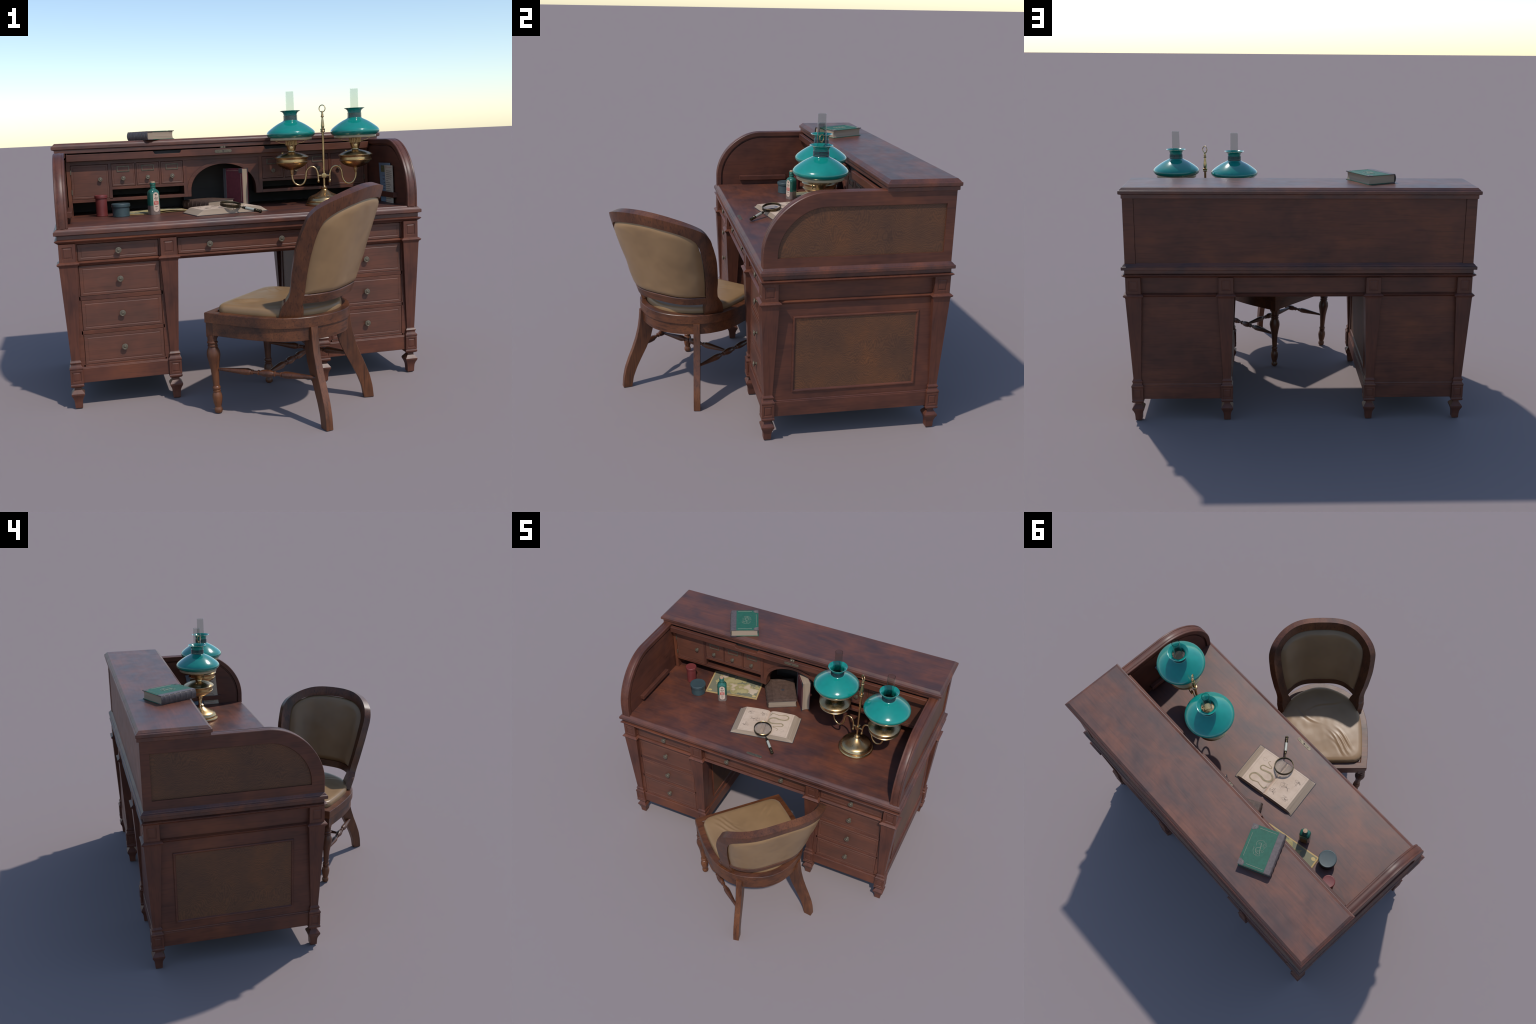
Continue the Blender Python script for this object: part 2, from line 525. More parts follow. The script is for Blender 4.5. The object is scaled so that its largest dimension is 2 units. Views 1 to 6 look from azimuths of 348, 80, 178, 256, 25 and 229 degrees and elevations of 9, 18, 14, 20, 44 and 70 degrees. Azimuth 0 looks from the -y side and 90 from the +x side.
for s in (-1, 1):
    x_in, x_out = (0.402, 0.952)
    def X(a, c):
        return (a, c) if s > 0 else (-c, -a)
    # core carcass
    b = Build().mat(W_Z)
    b.box(*X(x_in + .016, x_out - .016), -.086, .824, .150, .885)
    b.mat(W_X)
    x0, x1 = X(.44, .93)
    b.box(x0, x1, -.090, .8265, .150, .766)
    D(b, 'pedestal_carcass')
    # panelled sides (outer and kneehole): frame with a sunk veneer field and a bead
    for face, ax in ((x_out, 'x' if s > 0 else '-x'), (-x_in, '-x' if s > 0 else 'x')):
        b = Build().mat(W_Y)
        y0, y1, z0, z1 = YF, YB, .205, .772
        py0, py1, pz0, pz1 = .040, .702, .274, .690
        F = AX(ax)
        hole = [(py0, pz0), (py1, pz0), (py1, pz1), (py0, pz1)]
        outer = [(y0, z0), (y1, z0), (y1, z1), (y0, z1)]
        rings = [[F(*p, face - .016) for p in outer], [F(*p, face) for p in outer], [F(*p, face) for p in hole], [F(*p, face - .014) for p in hole]]
        b.loft(rings, True, False, False)
        D(b, 'side_panel_frame')
        b = Build().mat(W_Y)
        b.stack((py0, py1, pz0, pz1), [(-.003, face - .004), (-.003, face + .004), (0, face + .0070), (.005, face + .0070), (.0075, face + .0055), (.0095, face + .002), (.013, face - .001), (.013, face - .016)], ax, False, False)
        D(b, 'panel_bead')
        b = Build().mat(VENEER)
        b.stack((py0, py1, pz0, pz1), [(.006, face - .016), (.006, face + .0003), (.03, face + .0005)], ax)
        D(b, 'side_panel')
        # frieze board and ledge above it
        b = Build().mat(W_Y)
        b.stack((YF, YB, .776, .884), [(0, face - .02), (0, face + .001)], ax)
        ledge(b, ax, YF + .03, YB - .03, face)
        D(b, 'frieze_board')
        # plinth
        b = Build().mat(W_Y)
        b.stack((YF, YB, .136, .222), [(.002, face - .03), (.001, face + .006), (.003, face + .0075), (.010, face + .0075)], ax)
        b.stack((YF, YB, .205, .229), [(0, face - .02), (0, face + .002), (.004, face + .004)], ax)
        D(b, 'plinth_board')
    # front plinth, rails, stiles
    b = Build().mat(W_X)
    x0, x1 = X(XI, XO)
    b.stack((x0, x1, .136, .217), [(.002, .07), (.001, .105), (.003, .107), (.008, .107)], '-y')
    b.stack((x0, x1, .205, .222), [(0, .07), (0, .1035), (.003, .105)], '-y')
    D(b, 'plinth_board')
    b = Build().mat(W_X)
    b.stack((x0, x1, .136, .217), [(.002, .79), (.001, .829), (.003, .831), (.008, .831)], 'y')
    b.stack((x0, x1, .205, .232), [(0, .79), (0, .8275), (.004, .829)], 'y')
    D(b, 'plinth_board')
    # drawers : rails between them sit flush with the drawer faces
    rows = [(.235, .393), (.4175, .5745), (.600, .7585), (.786, .8715)]
    dx0, dx1 = .4705, .8865
    b = Build().mat(W_X)
    zz = [.213] + [z for r in rows for z in r] + [.884]
    for i in range(0, len(zz), 2):
        if i == 6:
            continue
        xa, xb = X(dx0 - .01, dx1 + .01)
        b.stack((xa, xb, zz[i] + (.0 if i == 0 else .0018), zz[i + 1] - .0018), [(0, .07), (0, .0995), (.001, .1005)], '-y')
    for xa, xb in (X(XI, dx0 - .0018), X(dx1 + .0018, XO)):
        b.stack((xa, xb, .213, .884), [(0, .07), (0, .0995), (.001, .1005)], '-y')
    xa, xb = X(XI + .03, XO - .03)
    ledge(b, '-y', xa, xb, .1005)
    D(b, 'drawer_rail')
    for i, (z0, z1) in enumerate(rows):
        b = Build().mat(W_DRAWER)
        xa, xb = X(dx0, dx1)
        b.stack((xa, xb, z0, z1), [(0, .06), (0, .0985), (.0012, .1), (.0130, .1), (.0150, .0990), (.0185, .0990), (.0205, .1)], '-y')
        D(b, 'drawer_front')
    # back board of the pedestal and its frieze + ledge
    b = Build().mat(W_X)
    b.stack((x0, x1, .776, .884), [(0, .80), (0, .826)], 'y')
    ledge(b, 'y', min(xa, xb), max(xa, xb), .8265)
    D(b, 'back_frieze')

# kneehole apron
b = Build().mat(W_X)
b.box(-.40, .40, -.075, .823, .764, .884)
b.stack((-XI, XI, .776, .884), [(0, .80), (0, .826)], 'y')
ledge(b, 'y', -XI + .03, XI - .03, .8265)
for z0, z1 in ((.760, .784), (.8735, .884)):
    b.stack((-XI, XI, z0, z1), [(0, .06), (0, .0995), (.001, .1005)], '-y')
for xa, xb in ((-XI, -.3685), (.3685, XI)):
    b.stack((xa, xb, .776, .884), [(0, .06), (0, .0995), (.001, .1005)], '-y')
ledge(b, '-y', -XI + .03, XI - .03, .1005)
D(b, 'kneehole_apron')
b = Build().mat(W_DRAWER)
b.stack((-.3665, .3665, .786, .8715), [(0, .05), (0, .0985), (.0012, .1), (.0125, .1), (.0145, .0990), (.0175, .0990), (.0195, .1)], '-y')
D(b, 'drawer_front')

# --- knobs ------------------------------------------------------------
b = Build().mat(PEWTER)
b.lathe([(.0105, 0), (.0108, .002), (.0085, .0035), (.0062, .0055), (.0058, .009), (.0085, .0125), (.0150, .0150), (.0165, .0175), (.0160, .0200), (.0120, .0208),
         (.0110, .0200), (.0062, .0203), (.0050, .0222), (.0015, .0232)], axis='-y', n=28)
knob = b.done('drawer_knob', DESK, loc=(-.6785, -.099 - YC, .830))
places = [(sx * .6785, z) for sx in (-1, 1) for z in (.830, .6795, .4965, .3145)] + [(-.197, .830), (.197, .830)]
for x, z in places[1:]:
    instance(knob, (x, -.099 - YC, z), DESK)
small = []
for sx in (-1, 1):
    for x in (.733, .599, .455, .310):
        small.append((sx * x, 1.173))

# --- arched cheeks of the roll top ------------------------------------
R_ARC, CY, CZ = .315, .188, 1.022
Y_BACK = .846
def cheek_outline(d, z_base, y_back):
    """cheek side view: straight foot, quarter circle, flat top, square back (offset inward by d)"""
    r = R_ARC - d
    pts = []
    for i in range(7):
        pts.append((CY - r, z_base + (CZ - z_base) * i / 6))
    for i in range(1, 37):
        a = math.pi - math.pi / 2 * i / 36
        q = r - .0045 * math.sin(2 * a) ** 2
        pts.append((CY + q * math.cos(a), CZ + q * math.sin(a)))
    for i in range(1, 9):
        pts.append((CY + (y_back - CY) * i / 8, CZ + r))
    for i in range(1, 9):
        pts.append((y_back, CZ + r + (z_base - CZ - r) * i / 8))
    return pts
for s in (-1, 1):
    F = AX('x' if s > 0 else '-x')
    b = Build().mat(W_Y)
    def ring(d, x, zb=.960, yb=Y_BACK):
        return [F(y, z, x) for y, z in cheek_outline(d, zb, yb)]
    def field(d, x):
        return [F(y, z, x) for y, z in cheek_outline(d, 1.010, .801)]
    # inside field -> groove -> inner rim -> beaded edge -> outer frame -> sunk field
    rings = [ring(.045, .9275), ring(.0415, .9275), ring(.039, .937), ring(.030, .937), ring(.028, .923), ring(.003, .923), ring(0.0, .926), ring(0, .9335), ring(.0025, .935), ring(.0025, .937),
             ring(.0005, .939), ring(-.0015, .952), ring(.0005, .965), ring(.0025, .967), ring(.0025, .969), ring(0, .971), ring(0, .978), ring(.003, .981),
             field(.073, .981), field(.0745, .979), field(.0745, .968)]
    b.loft(rings, True, True, False)
    D(b, 'roll_top_cheek', 40)
    b = Build().mat(VENEER)
    b.loft([field(.070, .964), field(.070, .972), field(.10, .9725)])
    D(b, 'cheek_panel')
    # letter rail on the inside
    b = Build().mat(W_Y)
    x0, x1 = (.902, .9275) if s > 0 else (-.9275, -.902)
    b.box(x0, x1, .033, .366, .999, 1.030, .002)
    D(b, 'letter_rail')

# back wall of the upper case
b = Build().mat(W_X)
b.box(-.919, .919, .822, .8435, .960, 1.334)
for sx in (-1, 1):
    xa, xb = sorted((sx * .9205, sx * .9795))
    b.box(xa, xb, .835, .8475, .960, 1.334)
D(b, 'upper_back_board')
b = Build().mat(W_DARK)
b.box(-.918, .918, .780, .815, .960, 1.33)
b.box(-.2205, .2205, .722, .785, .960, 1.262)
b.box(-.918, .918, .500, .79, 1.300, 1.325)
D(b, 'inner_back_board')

# cornice slab
b = Build().mat(W_TOP)
b.stack((-1, 1, .479, .865), [(.018, 1.329), (.0155, 1.331), (.0155, 1.349), (.011, 1.351), (.003, 1.354), (0, 1.3565), (0, 1.371), (.002, 1.3735), (.006, 1.375), (.009, 1.3795), (.0145, 1.384), (.0175, 1.3875), (.021, 1.390)])
b.box(-.9840, .9840, .4855, .8595, 1.3305, 1.3530, .0015)
D(b, 'top_board')

# lead rail of the tambour, with two finger scoops
nz, bz, tz = 1.306, 1.284, 1.3235
pts = [(-.918, bz), (.918, bz), (.918, tz)]
for x0, x1 in ((.250, .419), (-.419, -.250)):
    pts += [(x1, tz), (x1 - .004, tz - .006), (x1 - .008, nz + .003), (x1 - .014, nz), (x0 + .014, nz), (x0 + .008, nz + .003), (x0 + .004, tz - .006), (x0, tz)]
pts += [(-.918, tz)]
b = Build().mat(W_X)
F = AX('y')
pin = inset(pts, .0015)
rows_ = [[F(a, z, .484) for a, z in pts], [F(a, z, .4620) for a, z in pts], [F(a, z, .4605) for a, z in pin]]
b.loft(rows_)
b.box(-.918, .918, .483, .497, bz, nz - .006)
D(b, 'tambour_rail')

def stadium(L, H, n=10):
    r = H / 2
    c = L / 2 - r
    p = []
    for i in range(n + 1):
        a = -math.pi / 2 + math.pi * i / n
        p.append((c + r * math.cos(a), r * math.sin(a)))
    for i in range(n + 1):
        a = math.pi / 2 + math.pi * i / n
        p.append((-c + r * math.cos(a), r * math.sin(a)))
    return p
b = Build().mat(HINGE)
b.prism([(x, z + 1.305) for x, z in stadium(.104, .0185)], '-y', -.4615, -.4588, .0008)
for sx in (-.030, .030):
    b.lathe([(.0035, 0), (.0030, .001), (.0005, .0016)], (sx, .4590, 1.305), '-y', 12)
b.mat(INK)
b.lathe([(.0055, -.001), (.0055, .0004)], (0, .4590, 1.306), '-y', 14)
b.box(-.0018, .0018, .4583, .460, 1.299, 1.306, .0002)
D(b, 'lock_plate')
b = Build().mat(HINGE)
b.lathe([(.011, 0), (.011, .008), (.009, .010)], (-.006, .474, 1.3235), 'z', 16)
b.lathe([(.008, 0), (.008, .010), (.006, .012)], (.009, .471, 1.3235), 'z', 14)
D(b, 'lock_latch')
b = Build().mat(HINGE)
b.prism([(x, y - .098) for x, y in stadium(.110, .021)], 'z', .9640, .9662, .0006)
for sx in (-.032, .032):
    b.lathe([(.0036, 0), (.0030, .0008), (.0005, .0013)], (sx, -.098, .9661), 'z', 12)
b.mat(INK)
b.lathe([(.0060, -.0004), (.0060, .0004)], (0, -.098, .9662), 'z', 14)
D(b, 'lock_plate')

# --- pigeonhole unit --------------------------------------------------
FY = .498
b = Build().mat(W_X)
for s in (-1, 1):
    def XX(a, c):
        return (a, c) if s > 0 else (-c, -a)
    b.mat(W_Z)
    b.box(*XX(.9005, .9225), FY, .79, .962, 1.30, .001)              # outer upright
    b.box(*XX(.6665, .6835), FY, .79, 1.055, 1.262, .001)
    b.box(*XX(.5205, .5285), FY + .001, .79, 1.122, 1.262, .001)
    b.box(*XX(.3755, .3850), FY + .001, .79, 1.122, 1.262, .001)
    b.box(*XX(.2205, .2420), FY - .001, .79, 1.042, 1.262, .001)
    b.mat(W_X)
    b.box(*XX(.2215, .9020), FY, .79, 1.042, 1.0605, .0012)           # long lower shelf
    b.box(*XX(.2300, .6700), FY + .0005, .79, 1.1095, 1.1265, .0012)  # slot shelf
b.box(-.9225, .9225, FY + .0007, .79, 1.2605, 1.30, .001)
D(b, 'pigeonhole_frame')
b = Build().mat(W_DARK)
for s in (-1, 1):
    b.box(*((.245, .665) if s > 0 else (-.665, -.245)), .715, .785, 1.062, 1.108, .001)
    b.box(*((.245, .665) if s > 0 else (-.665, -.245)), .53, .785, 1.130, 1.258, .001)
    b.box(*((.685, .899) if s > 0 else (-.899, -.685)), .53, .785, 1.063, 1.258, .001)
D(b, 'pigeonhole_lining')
# arch
def arch_line(hw, zt, zs, z0, n=24):
    """half-height arch: straight jambs from z0 to zs, ellipse above"""
    p = [(-hw, z0), (-hw, zs)]
    for i in range(1, n):
        a = math.pi - math.pi * i / n
        p.append((hw * math.cos(a), zs + (zt - zs) * math.sin(a) ** .94))
    return p + [(hw, zs), (hw, z0)]
inner = arch_line(.1995, 1.2295, 1.072, 1.042)
outer = arch_line(.2205, 1.2475, 1.084, 1.042)
flat = [(max(-.2205, min(.2205, x * 1.2)), z if abs(x) > .2204 and z < 1.09 else 1.262) for x, z in outer]
for i, (x, z) in enumerate(outer):
    if i < 2 or i > len(outer) - 3:
        flat[i] = (math.copysign(.2205, x), z)
    elif i == 2 or i == len(outer) - 3:
        flat[i] = (math.copysign(.2205, x), 1.262)
b = Build().mat(W_X)
F = AX('y')
rows_ = [[F(x, z, .56) for x, z in inner], [F(x, z, .4975) for x, z in inner],
         [F(x, z, .496) for x, z in [(x * 1.006, z + .001) for x, z in inner]],
         [F(x, z, .496) for x, z in outer], [F(x, z, .5020) for x, z in outer], [F(x, z, .5020) for x, z in flat], [F(x, z, .56) for x, z in flat]]
b.loft(rows_, False)
D(b, 'pigeonhole_arch')

b0 = None
for s in (-1, 1):
    for x0, x1 in ((.5300, .6650), (.3865, .5190), (.2440, .3740)):
        xa, xb = (x0, x1) if s > 0 else (-x1, -x0)
        b = Build().mat(W_DRAWER)
        b.stack((xa, xb, 1.1285, 1.2585), [(0, -.56), (0, -.5005), (.001, -.4995), (.0085, -.4995), (.0098, -.5002), (.0115, -.5002), (.0130, -.4995)], '-y')
        D(b, 'pigeonhole_drawer')
        cx = (xa + xb) / 2
        b = Build().mat(HINGE)
        b.stack((cx - .037, cx + .037, 1.211, 1.246), [(0, -.5000), (0, -.4975), (.001, -.4965), (.0055, -.4965), (.0062, -.4978), (.0062, -.5000)], '-y', False, False)
        D(b, 'label_holder')
    xa, xb = (.685, .899) if s > 0 else (-.899, -.685)
    b = Build().mat(W_DRAWER)
    b.stack((xa, xb, 1.0625, 1.2590), [(0, -.54), (0, -.5005), (.001, -.4995), (.0105, -.4995), (.0118, -.5002), (.0135, -.5002), (.0150, -.4995)], '-y')
    D(b, 'pigeonhole_door')
    for z in (1.104, 1.221):
        b = Build().mat(HINGE)
        hx = s * .8985
        b.box(hx - .003, hx + .003, .495, .4995, z - .015, z + .015, .0008)
        D(b, 'hinge')
b = Build().mat(PEWTER)
b.lathe([(.0085, 0), (.0088, .0015), (.0060, .003), (.0050, .006), (.0070, .0090), (.0120, .0110), (.0132, .0130), (.0126, .0150), (.0090, .0156), (.0080, .0150), (.0045, .0153), (.003, .0166), (.0008, .0172)], axis='-y', n=24)
k2 = b.done('pigeonhole_knob', DESK, loc=(small[0][0], .4995 - YC, small[0][1]))
for x, z in small[1:]:
    instance(k2, (x, .4995 - YC, z), DESK)

# =====================================================================
#  CHAIR   (local: x sideways, y towards the back, z up)
# =====================================================================
CHAIR = thing('upholstered_desk_chair', (-.068, -.202, 0), math.radians(-132.05), 'curved back walnut chair with tan leather seat', 'chair')
RIM = [(.303, -.026), (.312, .06), (.319, .16), (.320, .25), (.314, .33), (.297, .400), (.272, .450), (.245, .490), (.200, .533), (.150, .564), (.100, .587), (.050, .602)]
half = [Vector((*RIM[0], 0))] + catmull([(x, y, 0) for x, y in RIM[1:]] + [(0, .607, 0)], 4)
half = [(p.x, p.y) for p in half]
rim = half + [(-x, y) for x, y in half[::-1][1:]]      # right front corner round the back to left front corner
front = [(-.303 + .606 * i / 10, -.026) for i in range(1, 10)]
rim_poly = rim + front

def ringpoly(d, z):
    return [Vector((x, y, z)) for x, y in inset(rim_poly, d)]
b = Build().mat(C_X)
b.loft([ringpoly(.047, .498), ringpoly(.004, .4745), ringpoly(.0015, .4745), ringpoly(0, .476), ringpoly(0, .523), ringpoly(.0025, .526),
        ringpoly(.040, .526), ringpoly(.046, .522), ringpoly(.047, .498)], True, False, False)
b.done('seat_frame', CHAIR, smooth=28)
b = Build().mat(C_X)
b.loft([ringpoly(.034, .475), ringpoly(.034, .410), ringpoly(.0105, .410), ringpoly(.009, .4115), ringpoly(.009, .4735)], True, False, False)
b.done('seat_apron', CHAIR, smooth=28)
b = Build().mat(C_X)
b.loft([ringpoly(.030, .500), ringpoly(.030, .5215)])
b.done('seat_board', CHAIR)

# seat cushion: domed pad with a few diagonal creases
def pad(ins, z):
    return [Vector((x, y, z)) for x, y in inset(rim_poly, ins)]
rng = random.Random(3)
creases = [(.14, .085, 2.25, .075, .0045), (.155, .125, 2.2, .08, .0045), (.17, .165, 2.25, .07, .004), (.11, .16, 2.3, .06, .003), (-.15, .09, .95, .06, .003), (-.165, .13, 1.0, .055, .003), (.05, .42, .3, .10, .003), (-.12, .36, 2.6, .08, .003)]
def crease(x, y):
    h = 0
    for cx, cy, a, L, amp in creases:
        u = (x - cx) * math.cos(a) + (y - cy) * math.sin(a)
        v = -(x - cx) * math.sin(a) + (y - cy) * math.cos(a)
        v += .012 * math.sin(u * 22)
        h += amp * math.exp(-(u / L) ** 2) * (math.exp(-(v / .008) ** 2) - .55 * math.exp(-((v - .013) / .009) ** 2))
    h += .0025 * noise.noise(Vector((x * 8, y * 8, 1.3))) + .0006 * noise.noise(Vector((x * 28, y * 22, 4.0)))
    return h
def seat_outline():
    """cushion plan: rim shape set in by 4 cm, with rounded front corners, resampled evenly"""
    p = [Vector((x, y, 0)) for x, y in inset(rim_poly, .041)]
    pts = p
    for _ in range(3):                              # soften the two corners only
        new = []
        for i, a in enumerate(pts):
            w = max(0, 1 - min((Vector((sx * .262, .015, 0)) - a).length for sx in (-1, 1)) / .05)
            m = (pts[i - 1] + pts[(i + 1) % len(pts)]) / 2
            new.append(a.lerp(m, .6 * w))
        pts = new
    L = [0]
    k = len(pts)
    for i in range(k):
        L.append(L[-1] + (pts[(i + 1) % k] - pts[i]).length)
    out = []
    N_ = 150
    j = 0
    for i in range(N_):
        t = L[-1] * i / N_
        while L[j + 1] < t:
            j += 1
        f = (t - L[j]) / (L[j + 1] - L[j])
        out.append(pts[j % k].lerp(pts[(j + 1) % k], f))
    return out
so = seat_outline()
cen = Vector((0, .28, 0))
b = Build().mat(LEATHER)
side = [(.98, .505), (.998, .520), (1.003, .527), (1.004, .535), (1.0, .5440), (.990, .5520), (.973, .5575), (.950, .5605), (.905, .5628)]
rs = [[Vector(((cen + (p - cen) * k).x, (cen + (p - cen) * k).y, z)) for p in so] for k, z in side]
for i in range(1, 40):
    k = .905 * (1 - i / 40)
    row = []
    for p in so:
        q = cen + (p - cen) * k
        z = .5628 + .0060 * (1 - (k / .905) ** 2)
        w = min(1, (1 - k / .905) * 7)
        row.append(Vector((q.x, q.y, z + w * crease(q.x, q.y))))
    rs.append(row)
b.loft(rs, True, True, True)
b.done('seat_cushion', CHAIR, smooth=70)

# front legs : square block, vase turning, ball foot
LEG = [(.0150, 0), (.0195, .004), (.0215, .013), (.0210, .022), (.0170, .029), (.0160, .034), (.0195, .043), (.0235, .062), (.0258, .083), (.0235, .100), (.0180, .110), (.0200, .114), (.0200, .119), (.0165, .122),
       (.0205, .127), (.0215, .133), (.0200, .139), (.0165, .143), (.0165, .150), (.0185, .185), (.0215, .230), (.0270, .262), (.0330, .292), (.0345, .305), (.0325, .325), (.0250, .343), (.0225, .348), (.0265, .351), (.0270, .356),
       (.0235, .359), (.0230, .364), (.0275, .368), (.0280, .374), (.0235, .378), (.0240, .390), (.0240, .410)]
for s in (-1, 1):
    b = Build().mat(C_Z)
    tz_ = .378
    n = 28
    rs = []
    for r, z in LEG:
        cx = s * (.268 + .011 * min(1, z / .38))
        cy = .009 - .010 * min(1, z / .38)
        rs.append([Vector((cx + r * math.cos(2 * math.pi * i / n), cy + r * math.sin(2 * math.pi * i / n), z)) for i in range(n)])
    b.loft(rs)
    x0, x1 = sorted((s * .253, s * .2985))
    b.stack((x0, x1, -.0225, .0235), [(.012, .376), (.004, .394), (0, .404), (0, .474), (.001, .476)])
    b.done('front_leg', CHAIR, smooth=40)

# back legs : sabre legs set radially on the rim
RD = Vector((.575, .818, 0)).normalized()
OUT = [(.497, -.110), (.475, -.1065), (.42, -.1035), (.36, -.095), (.30, -.080), (.24, -.0585), (.18, -.033), (.12, -.010), (.06, .0045), (0, .0115)]
INN = [(.497, -.170), (.475, -.1755), (.42, -.180), (.36, -.177), (.30, -.161), (.24, -.135), (.18, -.1035), (.12, -.0735), (.06, -.051), (0, -.040)]
for s in (-1, 1):
    b = Build().mat(C_Z)
    rd = Vector((s * RD.x, RD.y, 0))
    tn = Vector((-rd.y, rd.x, 0))
    c0 = Vector((s * .268, .624, 0))
    rs = []
    zs = [i / 30 * .478 for i in range(31)]
    o_ = [(z, r) for z, r in OUT[::-1]]
    i_ = [(z, r) for z, r in INN[::-1]]
    for z in zs:
        ro, ri = interp(o_, z) + .004 * math.sin(z / .478 * math.pi), interp(i_, z)
        hw = .0185
        c = .0015
        q = [(ri, -hw + c), (ri + c, -hw), (ro - c, -hw), (ro, -hw + c), (ro, hw - c), (ro - c, hw), (ri + c, hw), (ri, hw - c)]
        rs.append([c0 + rd * r + tn * t + Vector((0, 0, z)) for r, t in q])
    b.loft(rs)
    b.done('back_leg', CHAIR, smooth=40)

# turned stretchers
def spindle(b, p, q, R=.0185):
    p, q = Vector(p), Vector(q)
    prof = [(0, .40), (.06, .45), (.18, .72), (.27, .95), (.315, .98), (.345, .72), (.350, .50), (.354, .70), (.362, .70), (.366, .48), (.39, .46), (.412, .50), (.416, .74), (.424, .74), (.428, .50), (.435, .62), (.465, .95), (.50, 1.05)]
    prof = prof + [(1 - t, r) for t, r in prof[::-1][1:]]
    t = (q - p).normalized()
    u = t.cross(Vector((0, 0, 1))).normalized()
    w = t.cross(u)
    n = 18
    b.loft([[p.lerp(q, a) + (u * math.cos(2 * math.pi * i / n) + w * math.sin(2 * math.pi * i / n)) * (r * R) for i in range(n)] for a, r in prof])
for s in (-1, 1):
    b = Build().mat(C_X)
    spindle(b, (s * .272, .018, .231), (s * .228, .560, .234))
    b.done('stretcher', CHAIR, smooth=45)
b = Build().mat(C_X)
spindle(b, (-.250, .290, .232), (.250, .290, .232))
b.done('stretcher', CHAIR, smooth=45)

# chair back : a bent shell; rear surface described by edge line, middle line and a cubic bulge
HW = [(.50, .283), (.53, .287), (.61, .299), (.715, .314), (.833, .332), (.905, .342), (.968, .348), (1.3, .348)]
EB = [(.50, .370), (.53, .388), (.60, .428), (.63, .438), (.715, .468), (.833, .505), (.905, .531), (.968, .562), (1.3, .690)]
def rear(x, z):
    h = interp(HW, z)
    e = interp(EB, z)
    m = .606 + .312 * (z - .6)
    s = min(abs(x) / h, 1.15)
    return Vector((x, e + (m - e) * (1 - s ** 3.3), z))
def shell(x, z, t):
    """point on the shell, t metres in from the rear surface"""
    e = .002
    p = rear(x, z)
    dx = rear(x + e, z) - rear(x - e, z)
    dz = rear(x, z + e) - rear(x, z - e)
    nrm = dx.cross(dz).normalized()
    if nrm.y > 0:
        nrm = -nrm
    return p + nrm * t
OUTL = [(.285, .524), (.292, .565), (.297, .600), (.2965, .622), (.2965, .640), (.303, .68), (.314, .730), (.326, .800), (.336, .865), (.341, .920), (.344, .968), (.342, 1.005), (.332, 1.035), (.318, 1.055), (.289, 1.077), (.25, 1.096), (.205, 1.110), (.155, 1.121), (.08, 1.130), (0, 1.133)]
INNL = [(.226, .524), (.238, .565), (.250, .595), (.254, .615), (.257, .640), (.264, .68), (.273, .730), (.283, .800), (.290, .865), (.294, .920), (.294, .960), (.290, .985), (.279, 1.003), (.264, 1.018), (.238, 1.034), (.205, 1.047), (.170, 1.056), (.125, 1.063), (.065, 1.069), (0, 1.071)]
def dens(tab):
    c = catmull([(x, z, 0) for x, z in tab], 5)
    h = [(p.x, p.y) for p in c]
    return h + [(-x, z) for x, z in h[::-1][1:]]
oo, ii = dens(OUTL), dens(INNL)
TH = .046
b = Build().mat(C_Z)
rs = []
for (xo, zo), (xi, zi) in zip(oo, ii):
    sec = []
    k = 5
    for j in range(k + 1):                       # rear face from outer to inner edge
        t = j / k
        t = .02 + .96 * t
        sec.append(shell(xo + (xi - xo) * t, zo + (zi - zo) * t, 0.0 if 0 < j < k else .0015))
    for j in range(k + 1):
        t = 1 - j / k
        t = .02 + .96 * t
        sec.append(shell(xo + (xi - xo) * t, zo + (zi - zo) * t, TH if 0 < j < k else TH - .0015))
    rs.append(sec)
b.loft(rs)
b.done('back_frame', CHAIR, smooth=38)
# the small spur at the foot of each upright
for s in (-1, 1):
    b = Build().mat(C_Z)
    prof = [(.612, -.004), (.605, .004), (.597, .010), (.585, .0125), (.560, .011), (.524, .008)]
    rs = []
    for z, d in prof:
        a0 = shell(s * (interp([(p[1], p[0]) for p in OUTL[:6]], z) - .003), z, .001)
        a1 = shell(s * (interp([(p[1], p[0]) for p in OUTL[:6]], z) - .003), z, TH - .001)
        dirn = Vector((s * .30, -.95, 0)).normalized()
        rs.append([a0 - dirn * .02, a0 + dirn * d, a1 + dirn * d, a1 - dirn * .02])
    b.loft(rs)
    b.done('back_frame_spur', CHAIR, smooth=40)
# lower cross rail
b = Build().mat(C_X)
rs = []
for i in range(41):
    x = -.258 + .516 * i / 40
    rs.append([shell(x, .594, .004), shell(x, .592, .008), shell(x, .592, .036), shell(x, .595, .040), shell(x, .634, .040), shell(x, .638, .036), shell(x, .638, .008), shell(x, .634, .004)])
b.loft(rs)
b.done('back_rail', CHAIR, smooth=40)
